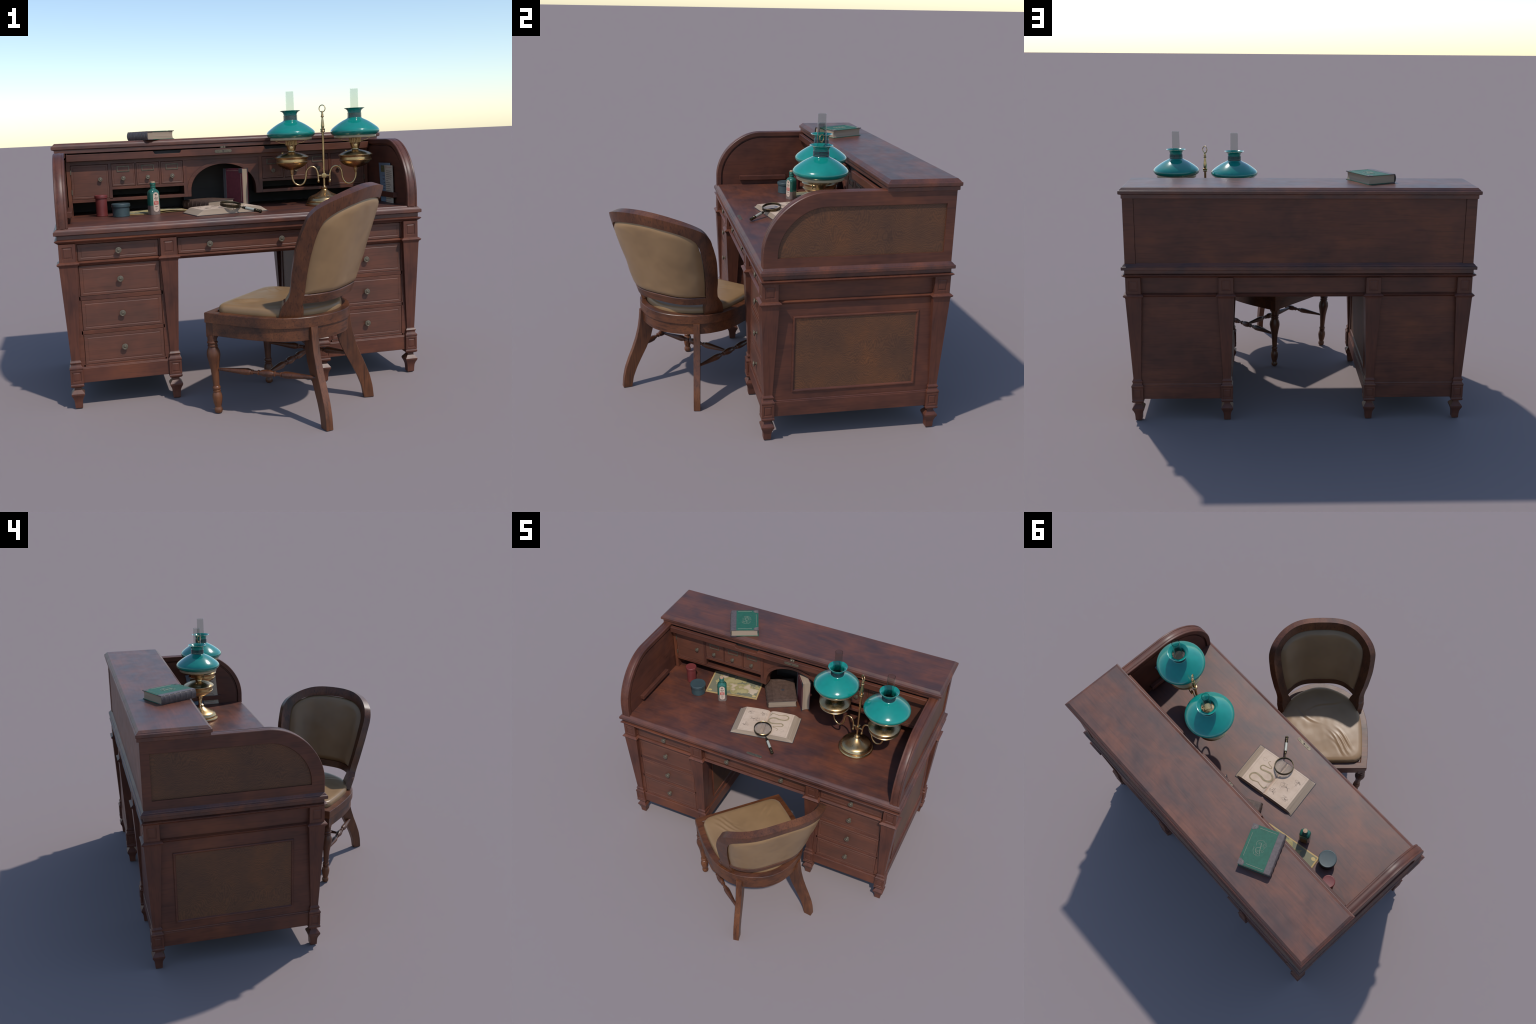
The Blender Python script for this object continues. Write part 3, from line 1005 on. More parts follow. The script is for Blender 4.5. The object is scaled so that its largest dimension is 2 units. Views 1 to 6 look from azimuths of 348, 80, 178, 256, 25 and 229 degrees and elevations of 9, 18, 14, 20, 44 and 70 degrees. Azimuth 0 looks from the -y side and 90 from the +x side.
# upholstery of the back: pillow bulging on both sides of the frame opening
def cushion_side(b, front):
    ring0 = [(x, z) for x, z in ii if z > .640]
    zb = .6375
    ring0 = [(ring0[0][0] + .001, zb)] + ring0 + [(ring0[-1][0] - .001, zb)]
    w = ring0[0][0]
    ring0 += [(-w + 2 * w * i / 24, zb) for i in range(1, 24)]
    cz = .845
    rows = []
    m = 16
    for j in range(m + 1):
        k = 1 - j / m * .985
        e = min(1.0, (j / m) * 6)
        e = math.sqrt(max(0, 1 - (1 - e) ** 2))
        row = []
        for x, z in ring0:
            px, pz = x * k * .997, cz + (z - cz) * k
            wob = .0018 * noise.noise(Vector((px * 12, pz * 12, 7 if front else 2)))
            edge = math.exp(-((j / m - .16) / .07) ** 2) * .0016 * math.sin(math.atan2(pz - cz, px) * 9)
            if front:
                row.append(shell(px, pz, TH - .014 + .028 * e + .008 * (1 - k) + wob + edge))
            else:
                row.append(shell(px, pz, .012 - .0125 * e - wob - edge))
        rows.append(row)
    b.loft(rows, True, False, True)
b = Build().mat(LEATHER)
cushion_side(b, False)
b.done('back_cushion', CHAIR, smooth=60)
b = Build().mat(LEATHER)
cushion_side(b, True)
b.done('back_cushion', CHAIR, smooth=60)

# =====================================================================
#  DOUBLE STUDENT LAMP
# =====================================================================
LAMP = thing('twin_arm_oil_lamp', (.56, .2515, Z_TOP), math.atan2(-.091, .362), 'brass twin oil lamp with green glass shades', 'lamp')
zl = lambda z: z - Z_TOP
b = Build().mat(BRASS)
b.lathe([(.108, zl(.965)), (.112, zl(.968)), (.113, zl(.976)), (.109, zl(.983)), (.103, zl(.985)), (.104, zl(.990)), (.103, zl(.996)), (.0995, zl(1.0005)), (.0985, zl(1.004)), (.0955, zl(1.0095)), (.089, zl(1.0155)), (.078, zl(1.021)), (.065, zl(1.0265)), (.052, zl(1.032)), (.040, zl(1.0385)), (.030, zl(1.0455)),
         (.022, zl(1.051)), (.019, zl(1.054)), (.0165, zl(1.058)), (.0195, zl(1.063)), (.0200, zl(1.067)), (.014, zl(1.071)), (.0095, zl(1.074)), (.0075, zl(1.078))], n=56, cap1=True)
b.done('lamp_base', LAMP, smooth=24)
b = Build().mat(BRASS)
b.lathe([(.0070, zl(1.07)), (.0070, zl(1.390)), (.0125, zl(1.392)), (.0140, zl(1.396)), (.0120, zl(1.401)), (.0140, zl(1.406)), (.0140, zl(1.411)), (.0075, zl(1.413)), (.0095, zl(1.420)), (.0102, zl(1.430)), (.0085, zl(1.450)), (.0050, zl(1.476)),
         (.0090, zl(1.479)), (.0095, zl(1.483)), (.0065, zl(1.487)), (.0072, zl(1.493)), (.0060, zl(1.500)), (.0045, zl(1.503)), (.0070, zl(1.507)), (.0055, zl(1.512)), (.0015, zl(1.514))], n=22)
b.lathe([(.0085, -.016), (.0150, -.015), (.0165, -.012), (.0165, .012), (.0150, .015), (.011, .016), (.010, .0145), (.001, .0145)], (0, 0, zl(1.138)), 'y', 24)
b.lathe([(.0060, -.037), (.0060, -.016), (.0095, -.014), (.0095, .014), (.0060, .016), (.0060, .037)], (0, 0, zl(1.138)), 'x', 16)
b.done('lamp_post', LAMP, smooth=40)
b = Build().mat(BRASS)
b.tube([(.0170 * math.cos(a), -.0115 * math.cos(a), zl(1.5275) + .0200 * math.sin(a)) for a in [2 * math.pi * i / 32 for i in range(32)]], .0027, 8, True)
b.done('lifting_ring', LAMP, smooth=60)
ARM = [(.187, 1.185), (.1885, 1.150), (.185, 1.122), (.171, 1.097), (.147, 1.086), (.125, 1.095), (.112, 1.114), (.1065, 1.135), (.1045, 1.157), (.096, 1.178), (.081, 1.1905), (.062, 1.1905), (.047, 1.180), (.0375, 1.158), (.0345, 1.130), (.0335, 1.108)]
b_arm = None
for s in (-1, 1):
    b = Build().mat(BRASS)
    b.tube(catmull([(s * x, 0, zl(z)) for x, z in ARM], 5), .0056, 14)
    b.lathe([(.001, -.011), (.006, -.009), (.0085, -.003), (.0075, .003), (.0050, .006), (.0065, .008), (.0058, .010)], (s * .0335, 0, zl(1.108)), 'z', 16)
    b.lathe([(.0058, zl(1.150)), (.009, zl(1.156)), (.011, zl(1.168)), (.012, zl(1.182))], (s * .187, 0, 0), 'z', 16)
    b.done('lamp_arm', LAMP, smooth=50)
# font, burner, shade and chimney: one set, mirrored copies
def lamp_head():
    parts = []
    b = Build().mat(BRASS)
    b.lathe([(.006, zl(1.176)), (.018, zl(1.179)), (.036, zl(1.183)), (.054, zl(1.190)), (.072, zl(1.199)), (.084, zl(1.2095)), (.0905, zl(1.218)), (.0945, zl(1.220)), (.0955, zl(1.2235)), (.0925, zl(1.226)), (.0920, zl(1.240)), (.0945, zl(1.246)), (.1000, zl(1.250)), (.1010, zl(1.253)),
             (.0970, zl(1.2580)), (.080, zl(1.267)), (.060, zl(1.2745)), (.042, zl(1.279)), (.028, zl(1.282)), (.0215, zl(1.285)), (.0200, zl(1.291))], n=48)
    b.lathe([(.009, 0), (.009, .006), (.006, .008)], (-.052, .015, zl(1.275)), 'z', 14)
    parts.append(('lamp_font', b, 24))
    b = Build().mat(BRASS)
    b.lathe([(.019, zl(1.288)), (.0235, zl(1.296)), (.0275, zl(1.308)), (.0290, zl(1.318)), (.0325, zl(1.320)), (.0335, zl(1.3235)), (.0300, zl(1.325)), (.0270, zl(1.326)), (.0270, zl(1.350)), (.022, zl(1.352))], n=32)
    for i in range(26):
        a = 2 * math.pi * i / 26
        r0, r1 = .0315, .0335
        p = [Vector((.0315 * math.cos(a), .0315 * math.sin(a), zl(1.323))), Vector((.0322 * math.cos(a), .0322 * math.sin(a), zl(1.338))), Vector((.0340 * math.cos(a), .0340 * math.sin(a), zl(1.354)))]
        b.tube(p, .0017, 6)
    b.lathe([(.0045, .024), (.0045, .034), (.0095, .035), (.0100, .037), (.0095, .040), (.005, .0405)], (0, 0, zl(1.308)), '-y', 18)
    # spider carrying the shade ring
    for i in range(3):
        a = 2 * math.pi * i / 3 + .5
        b.tube([(.030 * math.cos(a), .030 * math.sin(a), zl(1.330)), (.075 * math.cos(a), .075 * math.sin(a), zl(1.338)), (.117 * math.cos(a), .117 * math.sin(a), zl(1.356))], .0016, 6)
    parts.append(('lamp_burner', b, 40))
    b = Build().mat(BRASS)
    b.lathe([(.1165, zl(1.352)), (.1200, zl(1.352)), (.1210, zl(1.354)), (.1210, zl(1.364)), (.1165, zl(1.364))], n=64, cap0=False, cap1=False)
    b.mat(OPAL)
    b.lathe([(.1215, zl(1.3535)), (.1222, zl(1.3550)), (.1222, zl(1.3635)), (.1210, zl(1.366))], n=64, cap0=False, cap1=False)
    parts.append(('shade_ring', b, 40))
    b = Build().mat(SHADE)
    outer = [(.1205, 1.366), (.1300, 1.371), (.1385, 1.3785), (.1420, 1.3855), (.1428, 1.392), (.1405, 1.3995), (.1320, 1.4095), (.1190, 1.4200), (.1030, 1.4315), (.0860, 1.4425), (.0690, 1.4520), (.0540, 1.4590), (.0455, 1.4635), (.0415, 1.4665),
             (.0400, 1.470), (.0392, 1.478), (.0388, 1.490), (.0390, 1.500), (.0400, 1.507), (.0440, 1.513), (.0520, 1.5185), (.0590, 1.5215)]
    inner = [(r - .0028, z - .0012) for r, z in outer[::-1][1:-1]]
    prof = [(r, zl(z)) for r, z in outer + [(.0595, 1.5232), (.0560, 1.5232)] + inner + [(.1180, 1.366)]]
    n = 72
    rs = [[Vector((r * math.cos(2 * math.pi * i / n), r * math.sin(2 * math.pi * i / n), z)) for i in range(n)] for r, z in prof]
    b.loft(rs, True, False, False, ring_closed=True)
    b.mat(SHADE_BAND)
    for z in (1.4705, 1.4775, 1.4845, 1.4915):
        b.lathe([(.0380, zl(z - .0029)), (.0412, zl(z - .0021)), (.0412, zl(z + .0021)), (.0380, zl(z + .0029))], n=48, cap0=False, cap1=False)
    parts.append(('glass_shade', b, 50))
    b = Build().mat(CHIMNEY)
    cp = [(.0262, 1.346), (.0275, 1.400), (.0258, 1.450), (.0243, 1.500), (.0236, 1.560), (.0228, 1.633)]
    prof = [(r, zl(z)) for r, z in cp] + [(r - .0014, zl(z)) for r, z in cp[::-1]]
    n = 40
    b.loft([[Vector((r * math.cos(2 * math.pi * i / n), r * math.sin(2 * math.pi * i / n), z)) for i in range(n)] for r, z in prof], True, False, False, ring_closed=True)
    parts.append(('glass_chimney', b, 50))
    return parts
for name, b, sm in lamp_head():
    o = b.done(name, LAMP, smooth=sm, loc=(.187, 0, 0))
    instance(o, (-.187, 0, 0), LAMP)

# =====================================================================
#  SMALL THINGS ON THE DESK
# =====================================================================
# --- two lidded pots ---------------------------------------------------
def pot(name, loc, mat, r, rl, h, hl, label):
    e = thing(name, loc, 0, label, 'jar')
    b = Build().mat(mat)
    b.lathe([(r - .003, 0), (r - .001, .001), (r, .0035), (r, .006), (r - .001, .0075), (r - .001, h - hl - .002), (r - .004, h - hl)], n=44)
    b.done('jar_body', e, smooth=40)
    b = Build().mat(mat)
    b.lathe([(r - .004, h - hl - .001), (rl - .001, h - hl), (rl, h - hl + .002), (rl, h - .004), (rl - .001, h - .0015), (rl - .003, h), (rl - .006, h), (rl - .0075, h - .0012), (.001, h - .0012)], n=44)
    b.done('jar_lid', e, smooth=40)
    return e
pot('red_jar', (-.738, .403, Z_TOP), RED_TIN, .0335, .0375, .122, .018, 'tall red enamelled lidded jar')
pot('blue_jar', (-.633, .308, Z_TOP), BLUE_TIN, .0490, .0535, .075, .019, 'squat slate blue lidded jar')

# --- medicine bottle ----------------------------------------------------
BOT = thing('medicine_bottle', (-.445, .312, Z_TOP), math.atan2(.45, .89), 'green glass bottle with paper label and cork', 'bottle')
def oct_(hx, hy, c, z):
    return [Vector(p) for p in ((hx - c, -hy, z), (hx, -hy + c, z), (hx, hy - c, z), (hx - c, hy, z), (-hx + c, hy, z), (-hx, hy - c, z), (-hx, -hy + c, z), (-hx + c, -hy, z))]
def blend_ring(z, t, r, hx=.0325, hy=.0265, c=.010, n=40):
    """bottle section: t=0 chamfered rectangle, t=1 circle of radius r"""
    out = []
    for i in range(n):
        a = 2 * math.pi * (i + .5) / n
        d = Vector((math.cos(a), math.sin(a)))
        k = min(hx / abs(d.x) if abs(d.x) > 1e-6 else 9, hy / abs(d.y) if abs(d.y) > 1e-6 else 9, (hx + hy - c) / (abs(d.x) + abs(d.y)))
        q = d * (k * (1 - t) + r * t)
        out.append(Vector((q.x, q.y, z)))
    return out
b = Build().mat(BOTTLE)
b.loft([blend_ring(0, .12, .024), blend_ring(.003, 0, .02), blend_ring(.116, 0, .02), blend_ring(.126, .12, .026), blend_ring(.134, .38, .024), blend_ring(.141, .70, .020), blend_ring(.146, 1, .0165), blend_ring(.149, 1, .0150),
        blend_ring(.153, 1, .0150), blend_ring(.155, 1, .0168), blend_ring(.159, 1, .0168), blend_ring(.161, 1, .0150), blend_ring(.165, 1, .0150), blend_ring(.167, 1, .0165), blend_ring(.170, 1, .0165), blend_ring(.172, 1, .0152),
        blend_ring(.174, 1, .0170), blend_ring(.180, 1, .0172), blend_ring(.182, 1, .0155)])
b.done('bottle_body', BOT, smooth=28)
b = Build().mat(CORK)
b.lathe([(.0135, .176), (.0138, .188), (.0128, .190)], n=24)
b.done('cork', BOT, smooth=40)
lab = [(x, z + .072) for z, x in stadium(.112, .037, 14)]
b = Build().mat(LABEL)
b.prism(lab, '-y', .0262, .0271)
b.mat(FAINT_INK)
li = inset(lab, .0028)
b.tube([(x, -.0271, z) for x, z in li], .00035, 5, True)
b.mat(LABEL_RED)
b.box(-.0145, .0145, -.0276, -.0268, .058, .077, .0001)
b.mat(LABEL)
for z, w in ((.071, .0105), (.0645, .009)):
    b.box(-w, w, -.0279, -.0270, z - .0013, z + .0013, .0001)
b.mat(INK)
for z, w, h in ((.116, .007, .0022), (.112, .005, .0012), (.1015, .0015, .003), (.0855, .009, .0009), (.0820, .007, .0007), (.048, .009, .0012), (.044, .007, .0008), (.033, .008, .0008), (.028, .0025, .0012)):
    b.box(-w, w, -.0275, -.0268, z - h, z + h, .0001)
for i, x in enumerate((-.0085, -.003, .003, .0085)):          # the heavy letters of the brand line, as strokes
    b.box(x - .0018, x + .0018, -.0276, -.0268, .0915, .0985 if i % 2 else .0970, .0001)
b.done('bottle_label', BOT)
b = Build().mat(LABEL_BACK)
b.prism([(x * .85, z) for x, z in [(-.021, .012), (.021, .012), (.021, .092), (-.021, .092)]], 'y', .0262, .0270)
b.done('bottle_label', BOT)

# --- folded map ---------------------------------------------------------
MW, MH = .368, .240
MAP = map_mat(MW, MH)
mo = Vector((-.587, .330)) + Vector((.979, .202)) * MW / 2 + Vector((-.215, .976)) * MH / 2
b = Build().mat(MAP)
e = thing('folded_map', (mo.x, mo.y, Z_TOP), math.atan2(.202, .979), 'folded old printed map in gold and green', 'map')
def sheet(b, w, h, z, amp, ph, t=.0012, sx=0, sy=0):
    nx, ny = 36, 20
    vs = {}
    for k in (0, 1):
        for i in range(nx + 1):
            for j in range(ny + 1):
                x, y = -w / 2 + w * i / nx, -h / 2 + h * j / ny
                q = z + amp * (.5 + .5 * math.sin(x * 19 + ph + y * 3)) * (.35 + .65 * (.5 - y / h)) + k * t
                vs[i, j, k] = b.bm.verts.new((x + sx, y + sy, q))
    for i in range(nx):
        for j in range(ny):
            for k in (0, 1):
                f = (vs[i, j, k], vs[i + 1, j, k], vs[i + 1, j + 1, k], vs[i, j + 1, k])
                b.face(f if k else f[::-1])
    for i in range(nx):
        for j in (0, ny):
            b.face((vs[i, j, 0], vs[i + 1, j, 0], vs[i + 1, j, 1], vs[i, j, 1]))
    for j in range(ny):
        for i in (0, nx):
            b.face((vs[i, j, 0], vs[i, j + 1, 0], vs[i, j + 1, 1], vs[i, j, 1]))
sheet(b, MW, MH, .0008, .004, 0.4, sy=-.002)
sheet(b, MW - .004, MH - .003, .0040, .009, 0.9)
b.done('map_sheet', e, smooth=60)

# --- closed books ---------------------------------------------------------
def frame_matrix(o, x, y):
    x, y = Vector(x).normalized(), Vector(y).normalized()
    z = x.cross(y).normalized()
    y = z.cross(x)
    M = Matrix.Identity(4)
    for i in range(3):
        M[i][0], M[i][1], M[i][2], M[i][3] = x[i], y[i], z[i], o[i]
    return M

def book(name, M, W, L, T, cover, spine, label, ribs=(), inner=None):
    """closed book: x from spine to fore edge, y along the spine, z thickness"""
    e = thing(name, (0, 0, 0), 0, label, 'book')
    e.matrix_world = M
    c = .0032
    for z0 in (0, T - c):
        b = Build().mat(cover)
        b.box(.006, W, 0, L, z0, z0 + c, .0009)
        b.done('book_cover', e)
    b = Build().mat(PAGES)
    sec = []
    for i in range(9):
        t = i / 8
        z = c + (T - 2 * c) * t
        sec.append((W - .0055 - .0045 * math.sin(math.pi * t), z))
    sec = [(.004, c)] + sec + [(.004, T - c)]
    b.loft([[Vector((x, y, z)) for x, z in sec] for y in (.0045, L - .0045)])
    b.done('page_block', e, smooth=40)
    b = Build().mat(spine)
    n = 14
    def arc(off, y):
        r = []
        for i in range(n + 1):
            a = -math.pi / 2 + math.pi * i / n
            r.append(Vector((.007 - (.012 + off) * math.cos(a), y, T / 2 + (T / 2 + off * .6) * math.sin(a))))
        for i in range(n, -1, -1):
            a = -math.pi / 2 + math.pi * i / n
            r.append(Vector((.008 - .009 * math.cos(a), y, T / 2 + (T / 2 - .003) * math.sin(a))))
        return r
    ys = [(0, 0)]
    for f in ribs:
        yc = L * f
        ys += [(yc - .006, 0), (yc - .0035, .0022), (yc + .0035, .0022), (yc + .006, 0)]
    ys.append((L, 0))
    b.loft([arc(o, y) for y, o in ys])
    b.done('book_spine', e, smooth=40)
    return e

G = frame_matrix((-.444, .4615, 1.390), (.896, .445, 0), (-.418, .908, 0))
GW, GL, GT = .184, .2335, .050
g = book('green_book', G, GW, GL, GT, GREEN_CLOTH, GREY_LEATHER, 'green cloth book with leather spine and gilt ornament', (.12, .28, .44, .60, .76, .90))
b = Build().mat(GREY_LEATHER)
b.box(.002, .036, -.0004, GL + .0004, GT - .0045, GT + .0010, .0006)
b.box(.002, .036, -.0004, GL + .0004, -.0003, .004, .0006)
for y0 in (0, 1):                      # leather corners
    yy = 0 if not y0 else GL
    sg = 1 if not y0 else -1
    P = [(GW + .0004, yy - sg * .0004), (GW + .0004, yy + sg * .030), (GW - .010, yy + sg * .034), (GW - .030, yy + sg * .022), (GW - .034, yy + sg * .012), (GW - .030, yy - sg * .0004)]
    b.prism(P, 'z', GT - .004, GT + .0008, .0003)
b.done('leather_corner', g)
b = Build().mat(GOLD_INK)
zt = GT + .0004
def stroke(pts, r=.0007, per=6, z=None):
    b.tube([(p.x, p.y, zt if z is None else z) for p in catmull([(x, y, 0) for x, y in pts], per)], r, 5)
stroke([(.046, .014), (.100, .014), (.140, .014)], .0009)
stroke([(.046, GL - .014), (.100, GL - .014), (.140, GL - .014)], .0009)
stroke([(GW - .015, .048), (GW - .015, .12), (GW - .015, GL - .048)], .0007)
for yc in (.0165, GL - .0165):
    for r in (.0085, .0048):
        q = [(GW - .0165 + r * a, yc + r * c) for a, c in ((-1, -1), (1, -1), (1, 1), (-1, 1), (-1, -1))]
        b.tube([(x, y, GT + .001) for x, y in q], .0005, 5)
cx, cy = .103, GL * .5
b_ = lambda pts, r=.0007: stroke([(cx + x * .85, cy - y * .85) for x, y in pts], r * .65)
def spiral(x, y, r, turns, a0, sgn=1, w=.0006):
    b_([(x + r * (1 - .8 * t) * math.cos(a0 + sgn * turns * 2 * math.pi * t), y + r * (1 - .8 * t) * math.sin(a0 + sgn * turns * 2 * math.pi * t)) for t in [i / 12 for i in range(13)]], w)
b_([(-.012, -.040), (-.006, -.012), (-.003, .010), (-.001, .036)], .0016)
b_([(-.004, -.036), (.013, -.032), (.022, -.016), (.014, .000), (-.003, .002)], .0014)
b_([(-.020, -.044), (.000, -.052), (.020, -.046), (.033, -.028), (.036, -.010)], .0008)
b_([(.024, .010), (.030, .022), (.026, .038), (.010, .050), (-.010, .050), (-.022, .040)], .0009)
b_([(-.026, .010), (-.034, .022), (-.032, .036), (-.024, .046)], .0006)
b_([(-.003, .012), (-.014, .020), (-.024, .014), (-.028, .000)], .0008)
spiral(-.022, -.016, .011, 1.3, 0)
spiral(.006, -.020, .009, 1.2, 1, -1)
spiral(-.020, .030, .010, 1.2, 2)
spiral(.010, .030, .009, 1.3, 0, -1)
spiral(.008, -.044, .006, 1.1, 3)
spiral(.035, -.004, .005, 1.0, 3)
b.done('gilt_ornament', g, smooth=60)

BM_ = frame_matrix((-.120, .358, Z_TOP + .0005), (.869, .495, 0), (-.495, .869, 0))
br = book('brown_book', BM_, .200, .250, .052, BROWN_LEATHER, BROWN_LEATHER, 'thick worn dark brown leather book', (.12, .30, .46, .62, .78, .92))
b = Build().mat(BROWN_PANEL)
b.stack((.040, .192, .008, .242), [(0, .0515), (.0005, .0526), (.010, .0526), (.0105, .0521), (.012, .0521), (.0125, .0526)])
b.mat(COVER_GREY)
b.prism([(.112 + .016 * math.cos(a) * (1 if i % 2 == 0 else .55), .125 + .013 * math.sin(a) * (1 if i % 2 == 0 else .55)) for i, a in enumerate([2 * math.pi * k / 12 for k in range(12)])], 'z', .0520, .0531)
b.done('cover_panel', br)

RM = frame_matrix((.050, .584, Z_TOP + .0005), (.608, -.795, 0), (0, 0, 1))
rb = book('red_book', RM, .156, .232, .055, RED_CLOTH, COVER_GREY, 'upright maroon cloth book with pale pages', (.15, .35, .55, .75))
b = Build().mat(COVER_GREY)
b.box(.003, .026, -.0004, .2324, .0515, .0560, .0005)
b.box(.003, .026, -.0004, .2324, -.0010, .0035, .0005)
for zz0, zz1 in ((.0518, .0558), (-.0008, .0032)):
    b.box(.130, .1564, .205, .2324, zz0, zz1, .0004)
    b.box(.130, .1564, -.0004, .027, zz0, zz1, .0004)
b.done('cover_corner', rb)
b = Build().mat(FAINT_INK)
for q in ([(.030, .218), (.128, .218)], [(.144, .035), (.144, .20)]):
    b.tube([(x, y, .0552) for x, y in q], .0005, 5)
b.done('cover_line', rb)

# --- open book ------------------------------------------------------------
OB = thing('open_book', (-.0535, .1915, Z_TOP), math.radians(10.6), 'open illustrated natural history book with snake', 'book')
b = Build().mat(COVER_GREY)
b.box(-.2135, -.004, -.1285, .1285, .0004, .0034, .0008)
b.box(.004, .2135, -.1285, .1285, .0004, .0034, .0008)
b.box(-.006, .006, -.1285, .1285, .0002, .0024, .0006)
b.done('book_cover', OB)
def page_z(x):
    x = abs(x)
    return interp([(0, .0190), (.003, .0225), (.008, .0275), (.016, .0310), (.030, .0330), (.060, .0338), (.100, .0334), (.140, .0318), (.166, .0302), (.172, .0290), (.1845, .0210), (.197, .0125), (.210, .0042)], x)
PX = [0, .002, .004, .006, .009, .013, .018, .024, .032, .045, .060, .08, .10, .12, .14, .152, .162, .1665, .169, .174, .182, .190, .197, .204, .210]
for s in (-1, 1):
    b = Build().mat(PAGES)
    ys = [-.1255, -.1215, -.1185] + [-.1185 + .237 * i / 10 for i in range(1, 10)] + [.1185, .1215, .1255]
    fz = [0.0, .55, 1.0] + [1] * 9 + [1, .55, 0.0]
    grid = []
    for y, f in zip(ys, fz):
        grid.append([b.bm.verts.new((s * x, y, .0036 + (page_z(x) - .0036) * f + (0 if f < 1 else 0))) for x in PX])
    for r in range(len(ys) - 1):
        for c in range(len(PX) - 1):
            top_ = fz[r] == 1 and fz[r + 1] == 1 and PX[c + 1] <= .167
            b.mat(PAGE_FACE if top_ else PAGES)
            vs = (grid[r][c], grid[r][c + 1], grid[r + 1][c + 1], grid[r + 1][c])
            b.face(vs if s > 0 else vs[::-1])
    b.done('page_block', OB, smooth=45)
# drawings printed on the pages, as very thin flat strokes following the paper
def ink_line(b, pts, r, per=8):
    c = catmull([(x, y, 0) for x, y in pts], per)
    k = len(c)
    rs = []
    for i, p in enumerate(c):
        t = (c[min(i + 1, k - 1)] - c[max(i - 1, 0)]).normalized()
        n = Vector((-t.y, t.x, 0))
        w = r(i / (k - 1)) if callable(r) else r
        a, d = p + n * w, p - n * w
        e = .00045
        rs.append([Vector((a.x, a.y, page_z(a.x) + .0001)), Vector((a.x, a.y, page_z(a.x) + e)), Vector((p.x, p.y, page_z(p.x) + e + w * .06)), Vector((d.x, d.y, page_z(d.x) + e)), Vector((d.x, d.y, page_z(d.x) + .0001))])
    b.loft(rs)
ca, sa = math.cos(math.radians(10.6)), math.sin(math.radians(10.6))
def L2(x, y):
    dx, dy = x + .0535, y - .1915
    return (dx * ca + dy * sa, -dx * sa + dy * ca)
snake = [(-.058, .265), (-.050, .286), (-.021, .288), (.001, .286), (.034, .302), (.061, .298), (.066, .274), (.049, .255), (.017, .249), (-.018, .250), (-.044, .233), (-.044, .207), (-.017, .193), (.017, .203), (.046, .215), (.062, .207), (.057, .189), (.031, .179), (.010, .171), (.012, .161), (.033, .160), (.050, .153), (.044, .139)]
snake = [L2(*p) for p in snake]
wid = lambda t: interp([(0, .0028), (.03, .0036), (.10, .0018), (.25, .0042), (.45, .0062), (.60, .0052), (.75, .0028), (.9, .0013), (1, .0005)], t)
b = Build().mat(SNAKE_EDGE)
ink_line(b, snake, lambda t: wid(t) + .0008)
b.mat(SNAKE)
c_ = catmull([(x, y, 0) for x, y in snake], 8)
rs = []
for i, p in enumerate(c_):
    t = (c_[min(i + 1, len(c_) - 1)] - c_[max(i - 1, 0)]).normalized()
    nn = Vector((-t.y, t.x, 0))
    w = wid(i / (len(c_) - 1)) * .62
    rs.append([Vector(((p + nn * k).x, (p + nn * k).y, page_z(p.x) + h)) for k, h in ((w * 1.2, .0003), (w, .0010), (-w * .6, .0010), (-w * .8, .0003))])
b.loft(rs)
b.mat(INK)
ink_line(b, [snake[0], ((snake[0][0] + snake[1][0]) / 2, (snake[0][1] + snake[1][1]) / 2)], .0022, 3)
b.done('snake_drawing', OB, smooth=60)
b = Build().mat(INK)
rng = random.Random(11)
for wx, wy, sc in ((-.098, .256, 1.0), (-.129, .190, 1.45), (-.167, .115, 1.0), (-.186, .236, .95)):
    x0, y0 = L2(wx, wy)
    for q in range(7):
        pts = []
        a = rng.random() * 6.3
        px, py = x0 + rng.uniform(-.006, .006) * sc, y0 + rng.uniform(-.006, .006) * sc
        for st in range(6):
            pts.append((px, py))
            a += rng.uniform(-1.5, 1.5)
            px += .0055 * sc * math.cos(a)
            py += .0055 * sc * math.sin(a)
        ink_line(b, pts, .00034 if q else .0009, 4)
b.mat(FAINT_INK)
for wx, wy, sc in ((-.098, .256, 1.0), (-.129, .190, 1.5), (-.167, .115, 1.0), (-.186, .236, .95)):
    x0, y0 = L2(wx, wy)
    for a0 in (0.4, 2.6, 4.4):
        ink_line(b, [(x0 + .018 * sc * math.cos(a0 + t), y0 + .015 * sc * math.sin(a0 + t)) for t in (0, .35, .7, 1.05)], .0004, 4)
for s in (-1, 1):                                     # plate borders
    q = [(.016, -.110), (.155, -.110), (.155, .110), (.016, .110), (.016, -.110)]
    for p0, p1 in zip(q[:-1], q[1:]):
        ink_line(b, [(s * (p0[0] + (p1[0] - p0[0]) * t / 6), p0[1] + (p1[1] - p0[1]) * t / 6) for t in range(7)], .0003, 2)
x0, y0 = L2(.078, .155)
ink_line(b, [(x0 + .014 * math.cos(a), y0 + .009 * math.sin(a)) for a in [2 * math.pi * i / 10 for i in range(11)]], .0004, 3)
b.done('page_drawing', OB, smooth=60)

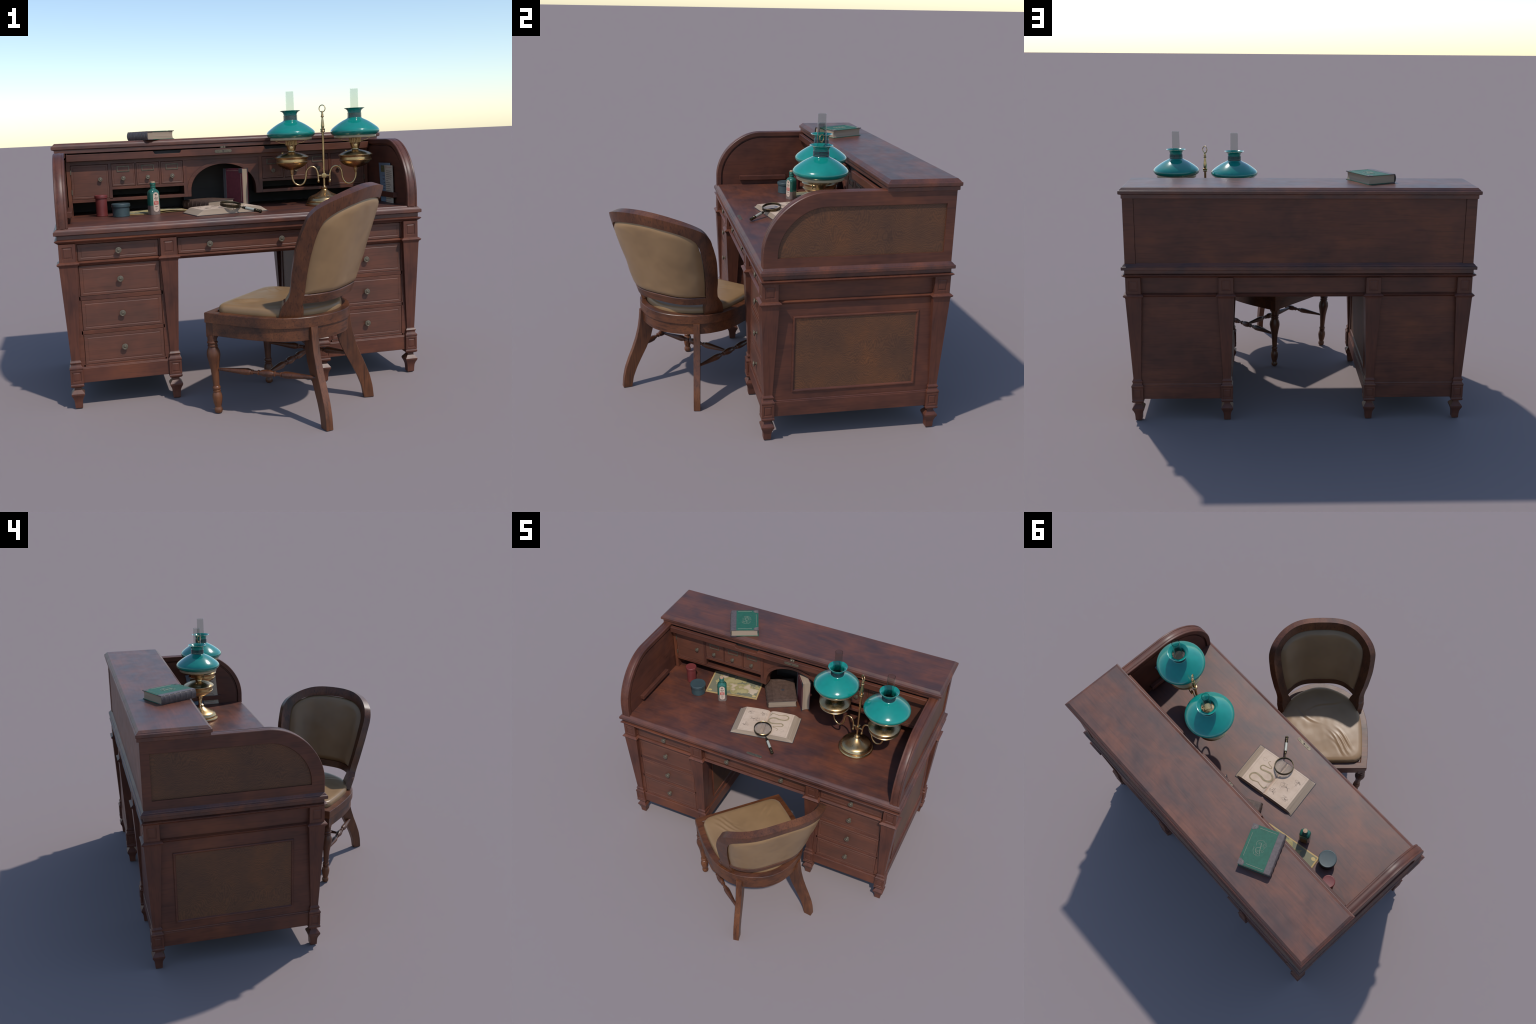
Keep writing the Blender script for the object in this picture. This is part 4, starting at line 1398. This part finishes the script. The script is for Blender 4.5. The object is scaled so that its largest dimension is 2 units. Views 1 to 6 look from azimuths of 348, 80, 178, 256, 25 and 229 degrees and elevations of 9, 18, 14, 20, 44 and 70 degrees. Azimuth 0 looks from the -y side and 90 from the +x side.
# --- magnifying glass -------------------------------------------------------
mc, me_ = Vector((-.036, .104, 1.0125)), Vector((.100, -.043, .979))
MG = thing('magnifying_glass', (0, 0, 0), 0, 'round magnifying glass with ivory handle', 'magnifying glass')
MG.matrix_world = frame_matrix(mc, me_ - mc, Vector((0, 0, 1)).cross(me_ - mc))
RR = .0575
b = Build().mat(DARKMETAL)
prof = [(RR, -.0085), (RR + .0016, -.0075), (RR + .0008, -.0045), (RR + .0008, .0045), (RR + .0016, .0075), (RR, .0085), (RR - .0025, .0085), (RR - .0035, .0055), (RR - .0025, .0035), (RR - .0025, -.0035), (RR - .0035, -.0055), (RR - .0025, -.0085)]
n = 56
b.loft([[Vector((r * math.cos(2 * math.pi * i / n), r * math.sin(2 * math.pi * i / n), z)) for i in range(n)] for r, z in prof], True, False, False, ring_closed=True)
b.mat(BRASS)
b.tube([((RR - .0010) * math.cos(2 * math.pi * i / n), (RR - .0010) * math.sin(2 * math.pi * i / n), .0086) for i in range(n)], .0013, 6, True)
b.done('lens_rim', MG, smooth=40)
b = Build().mat(LENS)
b.lathe([(.0001, -.0034), (.020, -.0029), (.040, -.0016), (RR - .0028, -.0004), (RR - .0028, .0004), (.040, .0016), (.020, .0029), (.0001, .0034)], n=48)
b.done('lens', MG, smooth=60)
Lh = (me_ - mc).length + .006
b = Build().mat(DARKMETAL)
b.lathe([(.0050, RR - .001), (.0050, RR + .004), (.0034, RR + .008), (.0032, RR + .024), (.0062, RR + .027), (.0075, RR + .032), (.0060, RR + .036), (.0085, RR + .042), (.0090, RR + .047), (.0075, RR + .049)], axis='x', n=18)
b.lathe([(.0080, Lh - .045), (.0094, Lh - .043), (.0085, Lh - .040), (.0100, Lh - .037), (.0092, Lh - .033), (.0100, Lh - .030), (.0075, Lh - .027), (.0088, Lh - .023), (.0098, Lh - .018), (.0075, Lh - .014), (.0100, Lh - .009), (.0108, Lh - .004), (.0085, Lh + .001), (.003, Lh + .003)], axis='x', n=18)
b.done('handle_mount', MG, smooth=45)
b = Build().mat(IVORY)
b.lathe([(.0078, RR + .048), (.0086, RR + .053), (.0090, RR + .064), (.0086, Lh - .048), (.0080, Lh - .043)], axis='x', n=18)
b.done('handle', MG, smooth=45)

# --- letters behind the right hand rail ---------------------------------------
def letter(name, pts, x_bot, x_top, mat, label, strokes, zb=.9665):
    """thin paper standing against the cheek; pts are (y, z) corners"""
    e = thing(name, (.915, pts[0][0], Z_TOP), 0, label, 'letter')
    lx = lambda z: x_bot + (x_top - x_bot) * (z - .965) / .23 - .915
    P = lambda y, z, off=0: Vector((lx(z) + off, y - pts[0][0], z - Z_TOP))
    b = Build().mat(mat)
    nseg = 6
    rows = []
    for i in range(nseg + 1):
        t = i / nseg
        l_ = Vector(pts[0]).lerp(Vector(pts[3]), t)
        r_ = Vector(pts[1]).lerp(Vector(pts[2]), t)
        bow = .002 * math.sin(t * 3)
        rows.append([P(l_.x, l_.y, bow), P(r_.x, r_.y, bow), P(r_.x, r_.y, bow + .0008), P(l_.x, l_.y, bow + .0008)])
    b.loft(rows)
    strokes(b, P, lambda z: .002 * math.sin(3 * max(0, (z - pts[0][1]) / (pts[3][1] - pts[0][1]))))
    b.done('letter_sheet', e, smooth=40)
def st1(b, P, bow):
    b.mat(STAMP)
    for z0, z1, y0, y1 in ((1.141, 1.180, .205, .262),):
        b.loft([[P(y0, z, bow(z) - .0004), P(y1, z, bow(z) - .0004), P(y1, z, bow(z) + .0002), P(y0, z, bow(z) + .0002)] for z in (z0, (z0 + z1) / 2, z1)])
    b.mat(INK)
    for z, y0, y1 in ((1.118, .19, .235), (1.101, .205, .235), (1.098, .208, .232), (1.08, .19, .22), (1.06, .18, .22), (1.045, .19, .225)):
        b.loft([[P(y0, zz, bow(zz) - .0004), P(y1, zz, bow(zz) - .0004), P(y1, zz, bow(zz) + .0002), P(y0, zz, bow(zz) + .0002)] for zz in (z - .0012, z + .0012)])
letter('blue_letter', [(.258, .9665), (.085, .9665), (.116, 1.197), (.297, 1.195)], .9165, .920, BLUE_PAPER, 'pale blue letter with a postage stamp', st1)
def st2(b, P, bow):
    b.mat(INK)
    rg = random.Random(5)
    z = 1.150
    while z > .985:
        w = rg.choice((.075, .06, .085, .03, .08))
        if not 1.0 < z < 1.03:
            b.loft([[P(.170 - w, zz, bow(zz) - .0004), P(.170, zz, bow(zz) - .0004), P(.170, zz, bow(zz) + .0002), P(.170 - w, zz, bow(zz) + .0002)] for zz in (z - .0011, z + .0011)])
        z -= .0115
    b.mat(LABEL_RED)
    for z in (1.172, .974):
        b.loft([[P(.080, zz, bow(zz) - .0003), P(.185, zz, bow(zz) - .0003), P(.185, zz, bow(zz) + .0002), P(.080, zz, bow(zz) + .0002)] for zz in (z - .0007, z + .0007)])
letter('cream_letter', [(.163, .9665), (.054, .9665), (.073, 1.184), (.199, 1.182)], .9125, .917, CREAM_PAPER, 'cream handwritten letter with red border', st2)
